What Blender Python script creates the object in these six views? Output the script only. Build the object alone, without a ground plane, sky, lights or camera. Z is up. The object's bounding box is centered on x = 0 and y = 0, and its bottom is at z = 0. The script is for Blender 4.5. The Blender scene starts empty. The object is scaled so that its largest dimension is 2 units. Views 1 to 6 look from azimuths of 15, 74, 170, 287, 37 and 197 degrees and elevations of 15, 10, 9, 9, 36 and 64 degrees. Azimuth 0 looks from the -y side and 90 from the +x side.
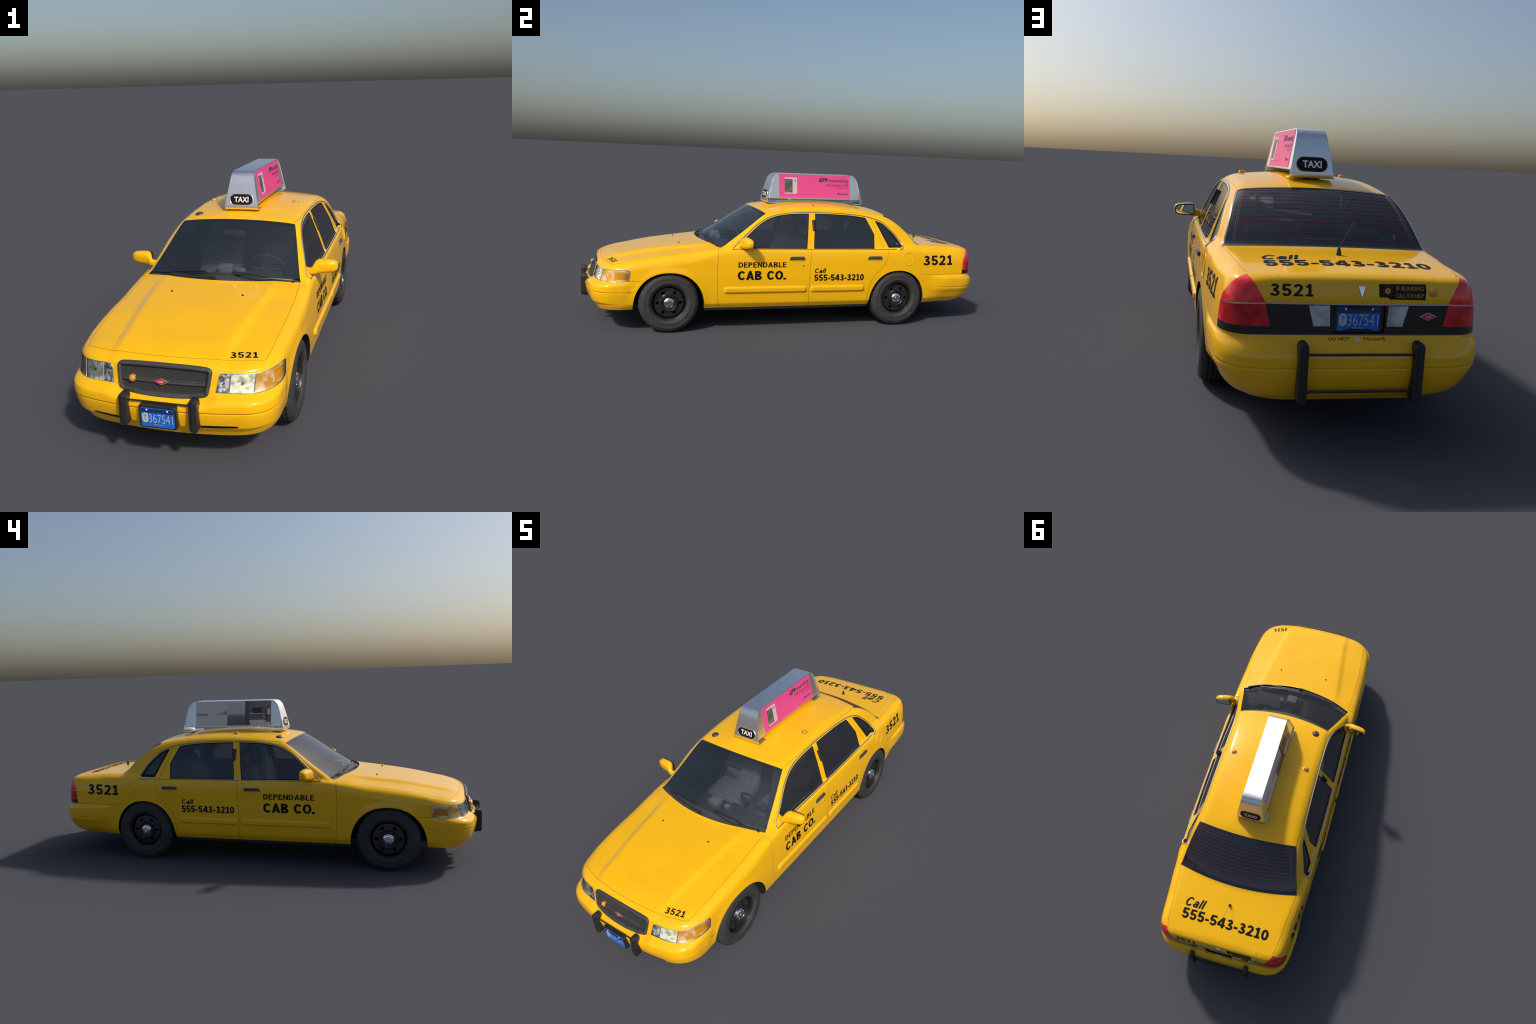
import math, random
import numpy as np

# ----------------------------------------------------------------------------
# 1. BODY FORM: one implicit surface, negative inside, built from profiles
# ----------------------------------------------------------------------------
def curve(pts, n=2400):
    """smooth 1-D profile through hand-placed (position, value) stations"""
    p = np.array(sorted(pts), float)
    x, y = p[:, 0], p[:, 1]
    h = np.diff(x); d = np.diff(y) / h
    m = np.zeros(len(x)); m[0], m[-1] = d[0], d[-1]
    for i in range(1, len(x) - 1):                       # monotone tangents
        if d[i-1] * d[i] > 0:
            w1, w2 = 2*h[i] + h[i-1], h[i] + 2*h[i-1]
            m[i] = (w1 + w2) / (w1 / d[i-1] + w2 / d[i])
    gx = np.linspace(x[0], x[-1], n)
    k = np.clip(np.searchsorted(x, gx) - 1, 0, len(h) - 1)
    t = (gx - x[k]) / h[k]
    gy = ((2*t**3 - 3*t**2 + 1) * y[k] + (t**3 - 2*t**2 + t) * h[k] * m[k]
          + (-2*t**3 + 3*t**2) * y[k+1] + (t**3 - t**2) * h[k] * m[k+1])
    return lambda v: np.interp(v, gx, gy)

def smax(a, b, k):
    h = np.maximum(k - np.abs(a - b), 0.0) / k
    return np.maximum(a, b) + h * h * k * 0.25

def smin(a, b, k):
    return -smax(-a, -b, k)

def step(a, b, v):
    t = np.clip((v - a) / (b - a), 0, 1)
    return t * t * (3 - 2 * t)

# half width in plan (at lamp height), front and rear end in plan
half_width = curve([(-1.1, .296), (-.95, .304), (-.87, .311), (-.79, .3175), (-.70, .3255), (-.60, .3305), (-.38, .3315),
                    (0, .3315), (.37, .3300), (.46, .3280), (.56, .3250), (.65, .3190), (.81, .3085), (.88, .302), (1.1, .285)])
front_end = lambda x: -.953 + .46 * x * x
rear_end = lambda x: .953 - .05 * x * x
# outward offset of the skin against height: doors, front bumper (side, nose), rear bumper (side, tail)
off_door = curve([(.05, -.05), (.095, -.029), (.11, -.0195), (.1285, -.0080), (.1305, -.0070), (.16, -.0035), (.20, -.0006), (.24, 0), (.27, -.001), (.30, -.0032),
                  (.32, -.0044), (.34, -.0064), (.36, -.0090), (.378, -.0125), (.40, -.022), (.45, -.05)])
off_front_side = curve([(.05, -.04), (.075, -.030), (.104, -.016), (.125, -.005), (.1446, .000), (.184, .0055), (.1865, .0045), (.189, .0070), (.215, .0070), (.225, .005),
                        (.236, .001), (.242, 0), (.285, -.002), (.30, -.006), (.33, -.016), (.40, -.05)])
off_nose = curve([(.05, -.080), (.070, -.044), (.085, -.022), (.10, -.009), (.122, .003), (.132, .008), (.136, .019), (.1446, .023), (.183, .030), (.1865, .0285), (.190, .033), (.205, .032),
                  (.215, .029), (.223, .021), (.229, .011), (.234, .002), (.238, 0), (.285, -.0125), (.297, -.0165), (.307, -.024),
                  (.315, -.037), (.325, -.058), (.34, -.095), (.40, -.28)])
off_rear_side = curve([(.05, -.09), (.092, -.054), (.112, -.032), (.132, -.016), (.155, -.005), (.184, .0070), (.1865, .0057), (.189, .0085), (.226, .0105), (.240, .008), (.250, .001),
                       (.27, 0), (.30, -.002), (.33, -.006), (.36, -.015), (.40, -.04)])
off_tail = curve([(.05, -.09), (.085, -.050), (.095, -.036), (.108, -.022), (.111, -.008), (.126, .008), (.147, .019), (.184, .0265), (.1865, .025), (.189, .028), (.205, .028), (.22, .0240),
                  (.235, .0150), (.246, .0045), (.253, .001), (.257, .0), (.27, 0), (.30, -.001), (.33, -.003), (.345, -.005), (.36, -.008), (.372, -.012), (.380, -.017), (.386, -.026), (.40, -.07)])
# upper skins
hood_mid = curve([(-1.1, .18), (-.97, .268), (-.94, .298), (-.90, .3220), (-.864, .3325), (-.802, .3440), (-.68, .3668), (-.546, .3838), (-.42, .3970), (-.30, .406)])
hood_crown = curve([(-1.1, .19), (-.80, .20), (-.68, .22), (-.52, .25), (-.40, .32), (-.30, .24)])
deck_mid = curve([(.5, .412), (.67, .4045), (.754, .4005), (.815, .396), (.857, .3915), (.90, .3865), (.93, .3825), (1.1, .36)])
roof_mid = curve([(-.40, .505), (-.25, .5465), (-.182, .5585), (-.11, .5695), (0, .5815), (.1, .5862), (.2, .5848), (.3, .5790), (.4, .5668), (.4715, .553), (.6, .522)])
crease_x = lambda y: np.interp(y, [-.93, -.5, -.40], [.150, .196, .21])
house_narrow = curve([(-.55, -.035), (-.45, -.020), (-.38, -.011), (-.157, -.004), (0, 0), (.2, 0), (.39, -.003), (.45, -.003), (.55, -.012), (.63, -.020), (.75, -.035)])
shoulder = curve([(-1.1, .016), (-.90, .018), (-.85, .028), (-.72, .040), (-.6, .042), (-.44, .028), (-.38, .018), (.40, .018), (.55, .028), (.65, .04), (.82, .03), (.90, .014), (1.1, .012)])

WHEEL_Y, WHEEL_Z, TYRE_R = (-.6165, .511), .136, .136
ARCH_HALF, ARCH_Y = (.160, .1520), (-.6170, .5080)

def arch_radius(y, z, i):
    """normalised distance from the wheel-arch opening (1 on its edge)"""
    u = np.abs(y - ARCH_Y[i]) / ARCH_HALF[i]
    v = np.maximum(z - .106, 0) / .1705
    return (u ** 2.2 + v ** 2.2) ** (1 / 2.2)

def lower(x, y, z):
    x = np.abs(x)
    fside = step(-.765, -.83, y); rside = step(.66, .80, y)
    # lower the bumper top between the over-riders
    zn = z + .011 * step(.165, .120, x) * step(.195, .205, z) * step(.245, .225, z)
    off = off_door(z)
    off = off + (off_front_side(z) - off) * fside
    off = off + (off_rear_side(z) - off) * rside
    for i in (0, 1):
        r = arch_radius(y, z, i)
        off = off + (.0024, .0)[i] * np.exp(-((r - 1.02) / .09) ** 2) * step(.10, .17, z)
    side = smax(x - half_width(y) - off, front_end(x) - off_nose(zn) - y, .080 + .020 * step(.212, .236, z))
    side = smax(side, y - rear_end(x) - off_tail(z), .080 + .032 * step(.256, .236, z))
    front = step(-.2, -.3, y)
    hood = hood_mid(y) - .06 * x * x - (hood_crown(y) - .06) * .62 * np.maximum(x - crease_x(y) + .01, 0) - .0075 * np.clip((x - crease_x(y)) / .024, 0, 1) * step(-.93, -.90, y) * step(-.41, -.54, y)
    deck = deck_mid(y) - .10 * x * x
    top = (z - (hood * front + deck * (1 - front))) * .97
    belt = step(-.40, -.33, y) * step(.60, .50, y)
    top = np.maximum(top, (z - .3815) * belt - (1 - belt) * 1.0)
    return smax(side, top, shoulder(y))

def house(x, y, z):
    x = np.abs(x)
    d = np.maximum(z - .384, 0)
    side = (x - (.3035 + house_narrow(y) - .36 * d - .35 * d * d)) * .93
    screen = (-.450 + 1.690 * (z - .40) + 1.175 * x * x + .009 * step(.53, .44, z) - y) * .50
    t = np.clip((z - .401) / .152, 0, 1)
    back = (y - (.668 - 1.293 * (z - .401) - .68 * x * x + .085 * t * (1 - t))) * .60
    roof = (z - roof_mid(y) + .37 * x * x) * .97
    f = smax(side, roof, .030)
    f = smax(f, smax(screen, back, .01), .010)
    return np.maximum(f, (.335 - z) * 2)

def body(x, y, z):
    return smin(lower(x, y, z), house(x, y, z), .012)

def first_hit(o, d, far, near=0.0, n=90):
    """outermost crossing of rays o + t d, walking inwards from t = far"""
    o = np.asarray(o, float); d = np.asarray(d, float)
    ts = np.linspace(far, near, n)
    hi = np.full(len(o), far); lo = np.full(len(o), near); done = np.zeros(len(o), bool)
    for a, b in zip(ts[:-1], ts[1:]):
        p = o + d * b
        inside = (body(p[:, 0], p[:, 1], p[:, 2]) < 0) & ~done
        hi[inside] = a; lo[inside] = b; done |= inside
        if done.all():
            break
    for _ in range(26):
        m = (lo + hi) / 2
        p = o + d * m[:, None]
        s = body(p[:, 0], p[:, 1], p[:, 2]) < 0
        lo = np.where(s, m, lo); hi = np.where(s, hi, m)
    return o + d * ((lo + hi) / 2)[:, None]

def gradient(p, e=4e-4):
    g = np.stack([body(p[:, 0] + e*(i == 0), p[:, 1] + e*(i == 1), p[:, 2] + e*(i == 2))
                  - body(p[:, 0] - e*(i == 0), p[:, 1] - e*(i == 1), p[:, 2] - e*(i == 2)) for i in range(3)], 1)
    return g / np.maximum(np.linalg.norm(g, axis=1, keepdims=True), 1e-9)

# two charts on the half body x >= 0: the STRIP (nose, flank, tail; s runs along the contour,
# horizontal rays at height z) and the TOP (hood, screen, roof, backlight, lid; vertical rays)
XC, YF, YR, RC = .205, -.78, .78, .14
S1 = XC; S2 = S1 + RC * math.pi / 2; S3 = S2 + (YR - YF); S4 = S3 + RC * math.pi / 2; S5 = S4 + XC

def strip_rays(s):
    s = np.asarray(s, float)
    o = np.zeros((len(s), 3)); d = np.zeros((len(s), 3))
    a = np.clip((s - S1) / RC, 0, math.pi / 2); b = np.clip((s - S3) / RC, 0, math.pi / 2)
    front, rear = s < S2, s > S3
    o[:, 0] = np.where(s < S1, s, np.where(s > S4, S5 - s, XC))
    o[:, 1] = np.clip(YF + (s - S2), YF, YR)
    d[:, 0] = np.where(front, np.sin(a), np.where(rear, np.cos(b), 1))
    d[:, 1] = np.where(front, -np.cos(a), np.where(rear, np.sin(b), 0))
    return o, d

def strip_point(q):
    q = np.asarray(q, float)
    o, d = strip_rays(q[:, 0]); o[:, 2] = q[:, 1]
    return first_hit(o, d, .30)

def strip_s(x, y):
    """chart coordinate of a plan position"""
    x = np.asarray(x, float); y = np.asarray(y, float)
    fa = np.arctan2(np.maximum(x - XC, 0), np.maximum(YF - y, 1e-9)); ra = np.arctan2(np.maximum(y - YR, 0), np.maximum(x - XC, 1e-9))
    s = S2 + (y - YF)
    s = np.where(y < YF, np.where(x < XC, x, S1 + RC * fa), s)
    return np.where(y > YR, np.where(x < XC, S5 - x, S3 + RC * ra), s)

def top_point(q):
    q = np.asarray(q, float)
    o = np.stack([q[:, 0], q[:, 1], np.full(len(q), .20)], 1)
    return first_hit(o, np.array([[0, 0, 1.0]]).repeat(len(q), 0), .42)

# ----------------------------------------------------------------------------
# 2. HELPERS: materials, meshes, charts
# ----------------------------------------------------------------------------
import bpy, bmesh
from mathutils import Vector, Matrix, kdtree
from mathutils.geometry import delaunay_2d_cdt
random.seed(7); np.random.seed(7)

def material(name, color, rough=.5, metal=0., coat=0., spec=.5, coat_rough=.03):
    m = bpy.data.materials.new(name); m.use_nodes = True
    b = m.node_tree.nodes["Principled BSDF"]
    b.inputs["Base Color"].default_value = (*color, 1)
    b.inputs["Roughness"].default_value = rough
    b.inputs["Metallic"].default_value = metal
    b.inputs["Coat Weight"].default_value = coat
    b.inputs["Coat Roughness"].default_value = coat_rough
    b.inputs["Specular IOR Level"].default_value = spec
    return m

def nodes_of(m):
    return m.node_tree.nodes, m.node_tree.links, m.node_tree.nodes["Principled BSDF"]

def mottled(m, c1, c2, scale, detail=3., rough=None, bump=0., stretch=(1, 1, 1), contrast=(.35, .65)):
    """object-space noise between two colours, optionally driving roughness and bump"""
    n, l, b = nodes_of(m)
    tc = n.new("ShaderNodeTexCoord"); mp = n.new("ShaderNodeMapping"); mp.inputs["Scale"].default_value = stretch
    nz = n.new("ShaderNodeTexNoise"); nz.inputs["Scale"].default_value = scale; nz.inputs["Detail"].default_value = detail
    rp = n.new("ShaderNodeValToRGB")
    rp.color_ramp.elements[0].position, rp.color_ramp.elements[1].position = contrast
    rp.color_ramp.elements[0].color = (*c1, 1); rp.color_ramp.elements[1].color = (*c2, 1)
    l.new(tc.outputs["Object"], mp.inputs["Vector"]); l.new(mp.outputs["Vector"], nz.inputs["Vector"])
    l.new(nz.outputs["Fac"], rp.inputs["Fac"]); l.new(rp.outputs["Color"], b.inputs["Base Color"])
    if rough:
        mr = n.new("ShaderNodeMapRange"); mr.inputs["To Min"].default_value, mr.inputs["To Max"].default_value = rough
        l.new(nz.outputs["Fac"], mr.inputs["Value"]); l.new(mr.outputs["Result"], b.inputs["Roughness"])
    if bump:
        bp = n.new("ShaderNodeBump"); bp.inputs["Strength"].default_value = bump; bp.inputs["Distance"].default_value = .002
        l.new(nz.outputs["Fac"], bp.inputs["Height"]); l.new(bp.outputs["Normal"], b.inputs["Normal"])
    return m

def glass(name, tint, gloss=.9, ior=1.75, sky_veil=.055):
    """tinted sheet: see-through with a fresnel reflection"""
    m = bpy.data.materials.new(name); m.use_nodes = True
    n, l = m.node_tree.nodes, m.node_tree.links
    n.remove(n["Principled BSDF"])
    tr = n.new("ShaderNodeBsdfTransparent"); tr.inputs["Color"].default_value = (*tint, 1)
    gl = n.new("ShaderNodeBsdfGlossy"); gl.inputs["Roughness"].default_value = .015
    gl.inputs["Color"].default_value = (gloss, gloss, gloss, 1)
    fr = n.new("ShaderNodeFresnel"); fr.inputs["IOR"].default_value = ior
    df = n.new("ShaderNodeBsdfDiffuse"); df.inputs["Color"].default_value = (.28, .34, .42, 1)          # bluish reflection painted in as a diffuse film
    dm = n.new("ShaderNodeMixShader"); dm.inputs[0].default_value = sky_veil
    l.new(tr.outputs[0], dm.inputs[1]); l.new(df.outputs[0], dm.inputs[2])
    mx = n.new("ShaderNodeMixShader")
    l.new(fr.outputs["Fac"], mx.inputs[0]); l.new(dm.outputs[0], mx.inputs[1]); l.new(gl.outputs[0], mx.inputs[2])
    l.new(mx.outputs[0], n["Material Output"].inputs["Surface"])
    return m

YELLOW = (.96, .505, .004)
M = {}
M["paint"] = mottled(material("yellow_paint", YELLOW, .10), YELLOW, tuple(c * .965 for c in YELLOW), 9., 4.)
M["gap"] = material("panel_gap_shade", (.54, .27, .003), .6)  # body yellow darkened for the shadow inside the seams
M["letter"] = material("black_lettering", (.008, .008, .008), .45, spec=.2)
M["black"] = mottled(material("black_plastic", (.018, .018, .019), .42), (.015, .015, .016), (.026, .026, .027), 60., 3., (.36, .5))
M["gloss"] = material("gloss_black_panel", (.008, .008, .009), .22, coat=.5)
M["grey"] = mottled(material("dark_grey_trim", (.05, .05, .052), .5), (.042, .042, .044), (.058, .058, .06), 80., 3., (.42, .56))
M["seal"] = material("rubber_seal", (.012, .014, .014), .8, spec=.15)
M["frit"] = material("dark_glass_edge", (.014, .022, .022), .12, coat=1.)
M["cabin"] = mottled(material("interior_vinyl", (.13, .13, .135), .7), (.11, .11, .115), (.15, .15, .155), 40.)
M["seat"] = mottled(material("seat_cloth", (.42, .42, .43), .8), (.36, .36, .37), (.48, .48, .49), 90.)  # cloth lightened to make up for dim cabin light behind tinted panes
M["liner"] = material("headliner", (.34, .34, .33), .9)
M["under"] = material("underbody", (.006, .006, .006), .9)
M["chrome"] = material("chrome", (.80, .81, .83), .10, 1.)
M["trim"] = material("bright_trim", (.34, .38, .46), .45, .85)  # base colour darkened to tone down the sun glint along the belt
M["alu"] = mottled(material("brushed_aluminium", (.86, .87, .88), .40, 1.), (.84, .85, .86), (.90, .91, .92), 40., 3., (.36, .44), stretch=(1, 1, 14))
M["glass"] = glass("window_glass", (.465, .48, .49))
M["glass_rear"] = glass("tinted_rear_glass", (.42, .44, .47))
M["lens"] = glass("clear_lens", (.97, .975, .98), ior=1.25, sky_veil=0.)
M["tyre"] = mottled(material("tyre_rubber", (.035, .034, .033), .75), (.028, .027, .026), (.043, .042, .040), 35., 4., (.66, .82))
M["rim"] = mottled(material("black_steel_wheel", (.016, .016, .016), .3, coat=.4), (.013, .013, .013), (.022, .021, .021), 50., 4., (.24, .42))
M["amber"] = material("amber_lens", (.62, .25, .01), .2, coat=1.)
M["amber_deep"] = material("amber_reflector", (.70, .31, .006), .25, coat=.6)
M["plate"] = mottled(material("plate_blue", (.012, .14, .64), .35), (.010, .13, .60), (.015, .16, .70), 30.)  # blue raised so the rear plate reads bright in shade
M["plate_dark"] = material("plate_navy", (.005, .03, .16), .35, coat=.6)
M["plate_text"] = material("plate_grey", (.55, .55, .53), .4, coat=.4)
M["white"] = material("white_print", (.82, .82, .80), .4, coat=.3)
M["pink"] = material("pink_print", (.74, .070, .27), .40)
M["ink"] = material("grey_ink", (.05, .035, .042), .5)
M["silver"] = material("silver_print", (.60, .50, .53), .4)
M["phone"] = material("phone_face", (.085, .085, .082), .35)
M["phone_light"] = material("phone_sheen", (.14, .14, .135), .35)
M["red"] = material("badge_red", (.55, .02, .025), .3, coat=.8)
M["wire"] = material("heater_wire", (.34, .025, .035), .6)
M["mirror"] = material("mirror_glass", (.75, .78, .80), .02, 1.)
M["poster"] = material("grey_poster", (.62, .61, .60), .45)
M["violet"] = material("violet_print", (.20, .16, .55), .5)
M["box"] = material("meter_box", (.60, .60, .61), .6)
# red tail-lamp lens: noise mottling between a deep and a light red
M["tail"] = mottled(material("tail_lamp_red", (.5, .02, .03), .06), (.72, .008, .012), (1., .040, .045), 34., 2., bump=.4, contrast=(.3, .62))
M["tail_low"] = mottled(material("tail_lamp_red_low", (.4, .02, .03), .06), (.40, .006, .010), (.80, .035, .040), 28., 2., bump=.25, contrast=(.3, .66))
M["backup"] = mottled(material("clear_lamp_white", (.5, .5, .52), .2, coat=1.), (.30, .31, .34), (.62, .63, .66), 36., 2., bump=.2)
M["main_lamp"] = mottled(material("main_lamp_reflector", (.7, .76, .45), .10, .25, coat=1.), (.50, .55, .40), (1., 1., .80), 62., 1.5, bump=.6, contrast=(.38, .56))  # lamp brightness and facet glints baked into pale noise colours
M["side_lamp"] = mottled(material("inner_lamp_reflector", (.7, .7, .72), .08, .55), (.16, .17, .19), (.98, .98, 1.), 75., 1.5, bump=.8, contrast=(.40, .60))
M["amber_lamp"] = mottled(material("amber_lamp_reflector", (.75, .42, .2), .2, .35, coat=.6), (.84, .40, .05), (.95, .72, .48), 34., 1.5, bump=.7, contrast=(.40, .60))
# photo stand-ins on the left poster
def photo(name, stops, scale, stretch):
    m = material(name, (.2, .2, .2), .45, coat=.4)
    n, l, b = nodes_of(m)
    tc = n.new("ShaderNodeTexCoord"); sp = n.new("ShaderNodeSeparateXYZ"); mr = n.new("ShaderNodeMapRange")
    mr.inputs["From Min"].default_value, mr.inputs["From Max"].default_value = .604, .72
    nz = n.new("ShaderNodeTexNoise"); nz.inputs["Scale"].default_value = scale; nz.inputs["Detail"].default_value = 4
    mp = n.new("ShaderNodeMapping"); mp.inputs["Scale"].default_value = stretch
    ad = n.new("ShaderNodeMath"); ad.operation = "MULTIPLY_ADD"; ad.inputs[1].default_value = .16
    rp = n.new("ShaderNodeValToRGB"); e = rp.color_ramp.elements
    while len(e) < len(stops): e.new(.5)
    for el, (p, c) in zip(e, stops): el.position = p; el.color = (*c, 1)
    l.new(tc.outputs["Object"], sp.inputs[0]); l.new(sp.outputs["Z"], mr.inputs["Value"])
    l.new(tc.outputs["Object"], mp.inputs["Vector"]); l.new(mp.outputs["Vector"], nz.inputs["Vector"])
    l.new(nz.outputs["Fac"], ad.inputs[0]); l.new(mr.outputs["Result"], ad.inputs[2])
    l.new(ad.outputs[0], rp.inputs["Fac"]); l.new(rp.outputs["Color"], b.inputs["Base Color"])
    return m
M["photo_land"] = photo("photo_landscape", [(0, (.10, .10, .09)), (.42, (.14, .135, .13)), (.50, (.24, .23, .22)), (.56, (.50, .48, .47)), (1, (.56, .55, .60))], 60, (1, 1, 2))
M["photo_room"] = photo("photo_interior", [(0, (.30, .29, .27)), (.22, (.13, .125, .12)), (.5, (.09, .09, .088)), (1, (.16, .155, .14))], 26, (1, 1, 1))
# fine woven mesh behind the grille bars
def woven():
    m = material("grille_mesh", (.02, .02, .02), .5)
    n, l, b = nodes_of(m)
    tc = n.new("ShaderNodeTexCoord"); out = []
    for rot in (.9, -.9):
        mp = n.new("ShaderNodeMapping"); mp.inputs["Rotation"].default_value = (0, rot, 0)
        w = n.new("ShaderNodeTexWave"); w.inputs["Scale"].default_value = 95; w.bands_direction = "Z"
        l.new(tc.outputs["Object"], mp.inputs["Vector"]); l.new(mp.outputs["Vector"], w.inputs["Vector"]); out.append(w)
    mx = n.new("ShaderNodeMath"); mx.operation = "MAXIMUM"
    l.new(out[0].outputs["Fac"], mx.inputs[0]); l.new(out[1].outputs["Fac"], mx.inputs[1])
    rp = n.new("ShaderNodeValToRGB"); rp.color_ramp.elements[0].position, rp.color_ramp.elements[1].position = .45, .85
    rp.color_ramp.elements[0].color = (.006, .006, .006, 1); rp.color_ramp.elements[1].color = (.055, .053, .05, 1)
    bp = n.new("ShaderNodeBump"); bp.inputs["Distance"].default_value = .002
    l.new(mx.outputs[0], rp.inputs["Fac"]); l.new(rp.outputs["Color"], b.inputs["Base Color"])
    l.new(mx.outputs[0], bp.inputs["Height"]); l.new(bp.outputs["Normal"], b.inputs["Normal"])
    return m
M["mesh"] = woven()

COLL = bpy.context.scene.collection
TAXI = bpy.data.objects.new("taxi_cab", None); COLL.objects.link(TAXI)
TAXI["label"] = "yellow four-door sedan taxi with roof advertising sign"
TAXI["category"] = "taxi car"

def add(name, verts, faces, mat, parent=None, normals=None, smooth=True, stuff=False):
    me = bpy.data.meshes.new(name)
    me.from_pydata([tuple(map(float, v)) for v in verts], [], [tuple(map(int, f)) for f in faces])
    me.materials.append(M[mat]); me.update()
    me.polygons.foreach_set("use_smooth", [smooth] * len(me.polygons))
    if normals is not None:
        me.normals_split_custom_set_from_vertices([tuple(map(float, v)) for v in normals])
    ob = bpy.data.objects.new(name, me); COLL.objects.link(ob); ob.parent = parent or TAXI
    if stuff: ob["kind"] = "stuff"
    return ob

def sharpen(ob, angle=40):
    ob.data.set_sharp_from_angle(angle=math.radians(angle)); return ob

def inside(poly, p):
    poly = np.asarray(poly); x, y = p[:, 0], p[:, 1]; r = np.zeros(len(p), bool)
    for (x1, y1), (x2, y2) in zip(poly, np.roll(poly, -1, 0)):
        c = (y1 > y) != (y2 > y)
        if c.any():
            r ^= c & (x < (x2 - x1) * (y - y1) / (y2 - y1 if y2 != y1 else 1e-12) + x1)
    return r

def dense(pts, h, closed=False):
    pts = [tuple(p) for p in pts]
    if closed: pts = pts + pts[:1]
    out = []
    for a, b in zip(pts[:-1], pts[1:]):
        n = max(1, int(math.ceil(math.dist(a, b) / h)))
        out += [tuple(a[k] + (b[k] - a[k]) * i / n for k in range(len(a))) for i in range(n)]
    if not closed: out.append(pts[-1])
    return out

def smooth_path(pts, n=12, closed=False):
    """Catmull-Rom through control points"""
    p = np.array(pts, float); m = len(p); out = []
    for i in range(m if closed else m - 1):
        a, b, c, d = (p[(i + k) % m] if closed else p[min(max(i + k, 0), m - 1)] for k in (-1, 0, 1, 2))
        for t in np.arange(n) / n:
            out.append(tuple(.5 * (2*b + (c - a)*t + (2*a - 5*b + 4*c - d)*t*t + (3*b - a - 3*c + d)*t**3)))
    if not closed: out.append(tuple(p[-1]))
    return out

def offset_path(pts, d, closed=False):
    """shift a 2-D path to its left by d"""
    p = np.array(pts, float)
    if closed: t = np.roll(p, -1, 0) - np.roll(p, 1, 0)
    else:
        t = np.empty_like(p); t[1:-1] = p[2:] - p[:-2]; t[0] = p[1] - p[0]; t[-1] = p[-1] - p[-2]
    t /= np.maximum(np.linalg.norm(t, axis=1, keepdims=True), 1e-12)
    return p + np.stack([-t[:, 1], t[:, 0]], 1) * d

def area(p):
    p = np.asarray(p); return .5 * np.sum(p[:, 0] * np.roll(p[:, 1], -1) - np.roll(p[:, 0], -1) * p[:, 1])

def triangulate(boundary, lines, grid):
    """constrained Delaunay mesh of a chart region: boundary, inner lines, free grid points"""
    V, E = [], []
    def put(path, closed):
        k = len(V); V.extend(path); n = len(path)
        E.extend((k + i, k + (i + 1) % n) for i in range(n if closed else n - 1))
    put([tuple(p) for p in boundary], True)
    for path, closed in lines: put([tuple(p) for p in path], closed)
    kd = kdtree.KDTree(len(V))
    for i, v in enumerate(V): kd.insert((v[0], v[1], 0), i)
    kd.balance()
    g = np.array(grid); g = g[inside(boundary, g)]
    keep = [tuple(q) for q, h in ((q, kd.find((q[0], q[1], 0))[2]) for q in g) if h > .0030]
    res = delaunay_2d_cdt([Vector(v) for v in V + keep], E, [], 0, 1e-7, False)
    P = np.array([tuple(v) for v in res[0]]); T = np.array(res[2])
    T = T[inside(boundary, P[T].mean(1))]
    return P, T

SEAM = .0010                                   # half width of a panel gap
def seam_lines(path, closed=False):
    if closed: return [(offset_path(path, SEAM, True), True), (path, True), (offset_path(path, -SEAM, True), True)]
    return [(offset_path(path, SEAM), False), (path, False), (offset_path(path, -SEAM), False)]

def path_distance(path, q):
    best = np.full(len(q), 9.)
    p = np.asarray(path)
    for a, b in zip(p[:-1], p[1:]):
        ab = b - a; t = np.clip(((q - a) @ ab) / max(ab @ ab, 1e-18), 0, 1)
        best = np.minimum(best, np.linalg.norm(q - a - t[:, None] * ab, axis=1))
    return best

# ----------------------------------------------------------------------------
# 3. BODY CHARTS: outlines, seams and regions
# ----------------------------------------------------------------------------
Q = lambda y, z: (S2 + y - YF, z)                                # flank
R = lambda x, y, z: (float(strip_s(x, y)), z)                    # anywhere, by plan position
F = lambda x, z: (x, z)                                          # nose
B = lambda x, z: (S5 - x, z)                                     # tail

# plan line that divides flank and top
hood_edge = smooth_path([(0, -.912), (.08, -.909), (.150, -.903), (.172, -.8985), (.225, -.884), (.262, -.871)], 6) + \
            smooth_path([(.2745, -.862), (.2805, -.83), (.285, -.77), (.290, -.68), (.2915, -.58), (.2895, -.48), (.286, -.40)], 7)
SCREEN_FOOT, SCREEN_HEAD, BACK_HEAD, BACK_FOOT, TAIL_TIP = (.2845, -.384), (.2215, -.157), (.2285, .4505), (.2795, .6305), (.2437, .9045)
pillar = smooth_path([SCREEN_FOOT, (.270, -.335), (.2555, -.28), (.2395, -.22), SCREEN_HEAD], 7)
rail = smooth_path([SCREEN_HEAD, (.2285, -.09), (.2315, .0), (.2325, .12), (.232, .25), (.230, .36), BACK_HEAD], 8)
c_post = smooth_path([BACK_HEAD, (.2450, .51), (.2610, .57), BACK_FOOT], 7)
lid_side = smooth_path([BACK_FOOT, (.2720, .70), (.262, .80), (.2525, .88), TAIL_TIP], 8)
lid_rear = smooth_path([TAIL_TIP, (.225, .9085), (.18, .9085), (.10, .9055), (0, .9050)], 6)
edge = hood_edge + pillar + rail[1:] + c_post[1:] + lid_side[1:] + lid_rear[1:]
edge = dense(edge, .007)
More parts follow.
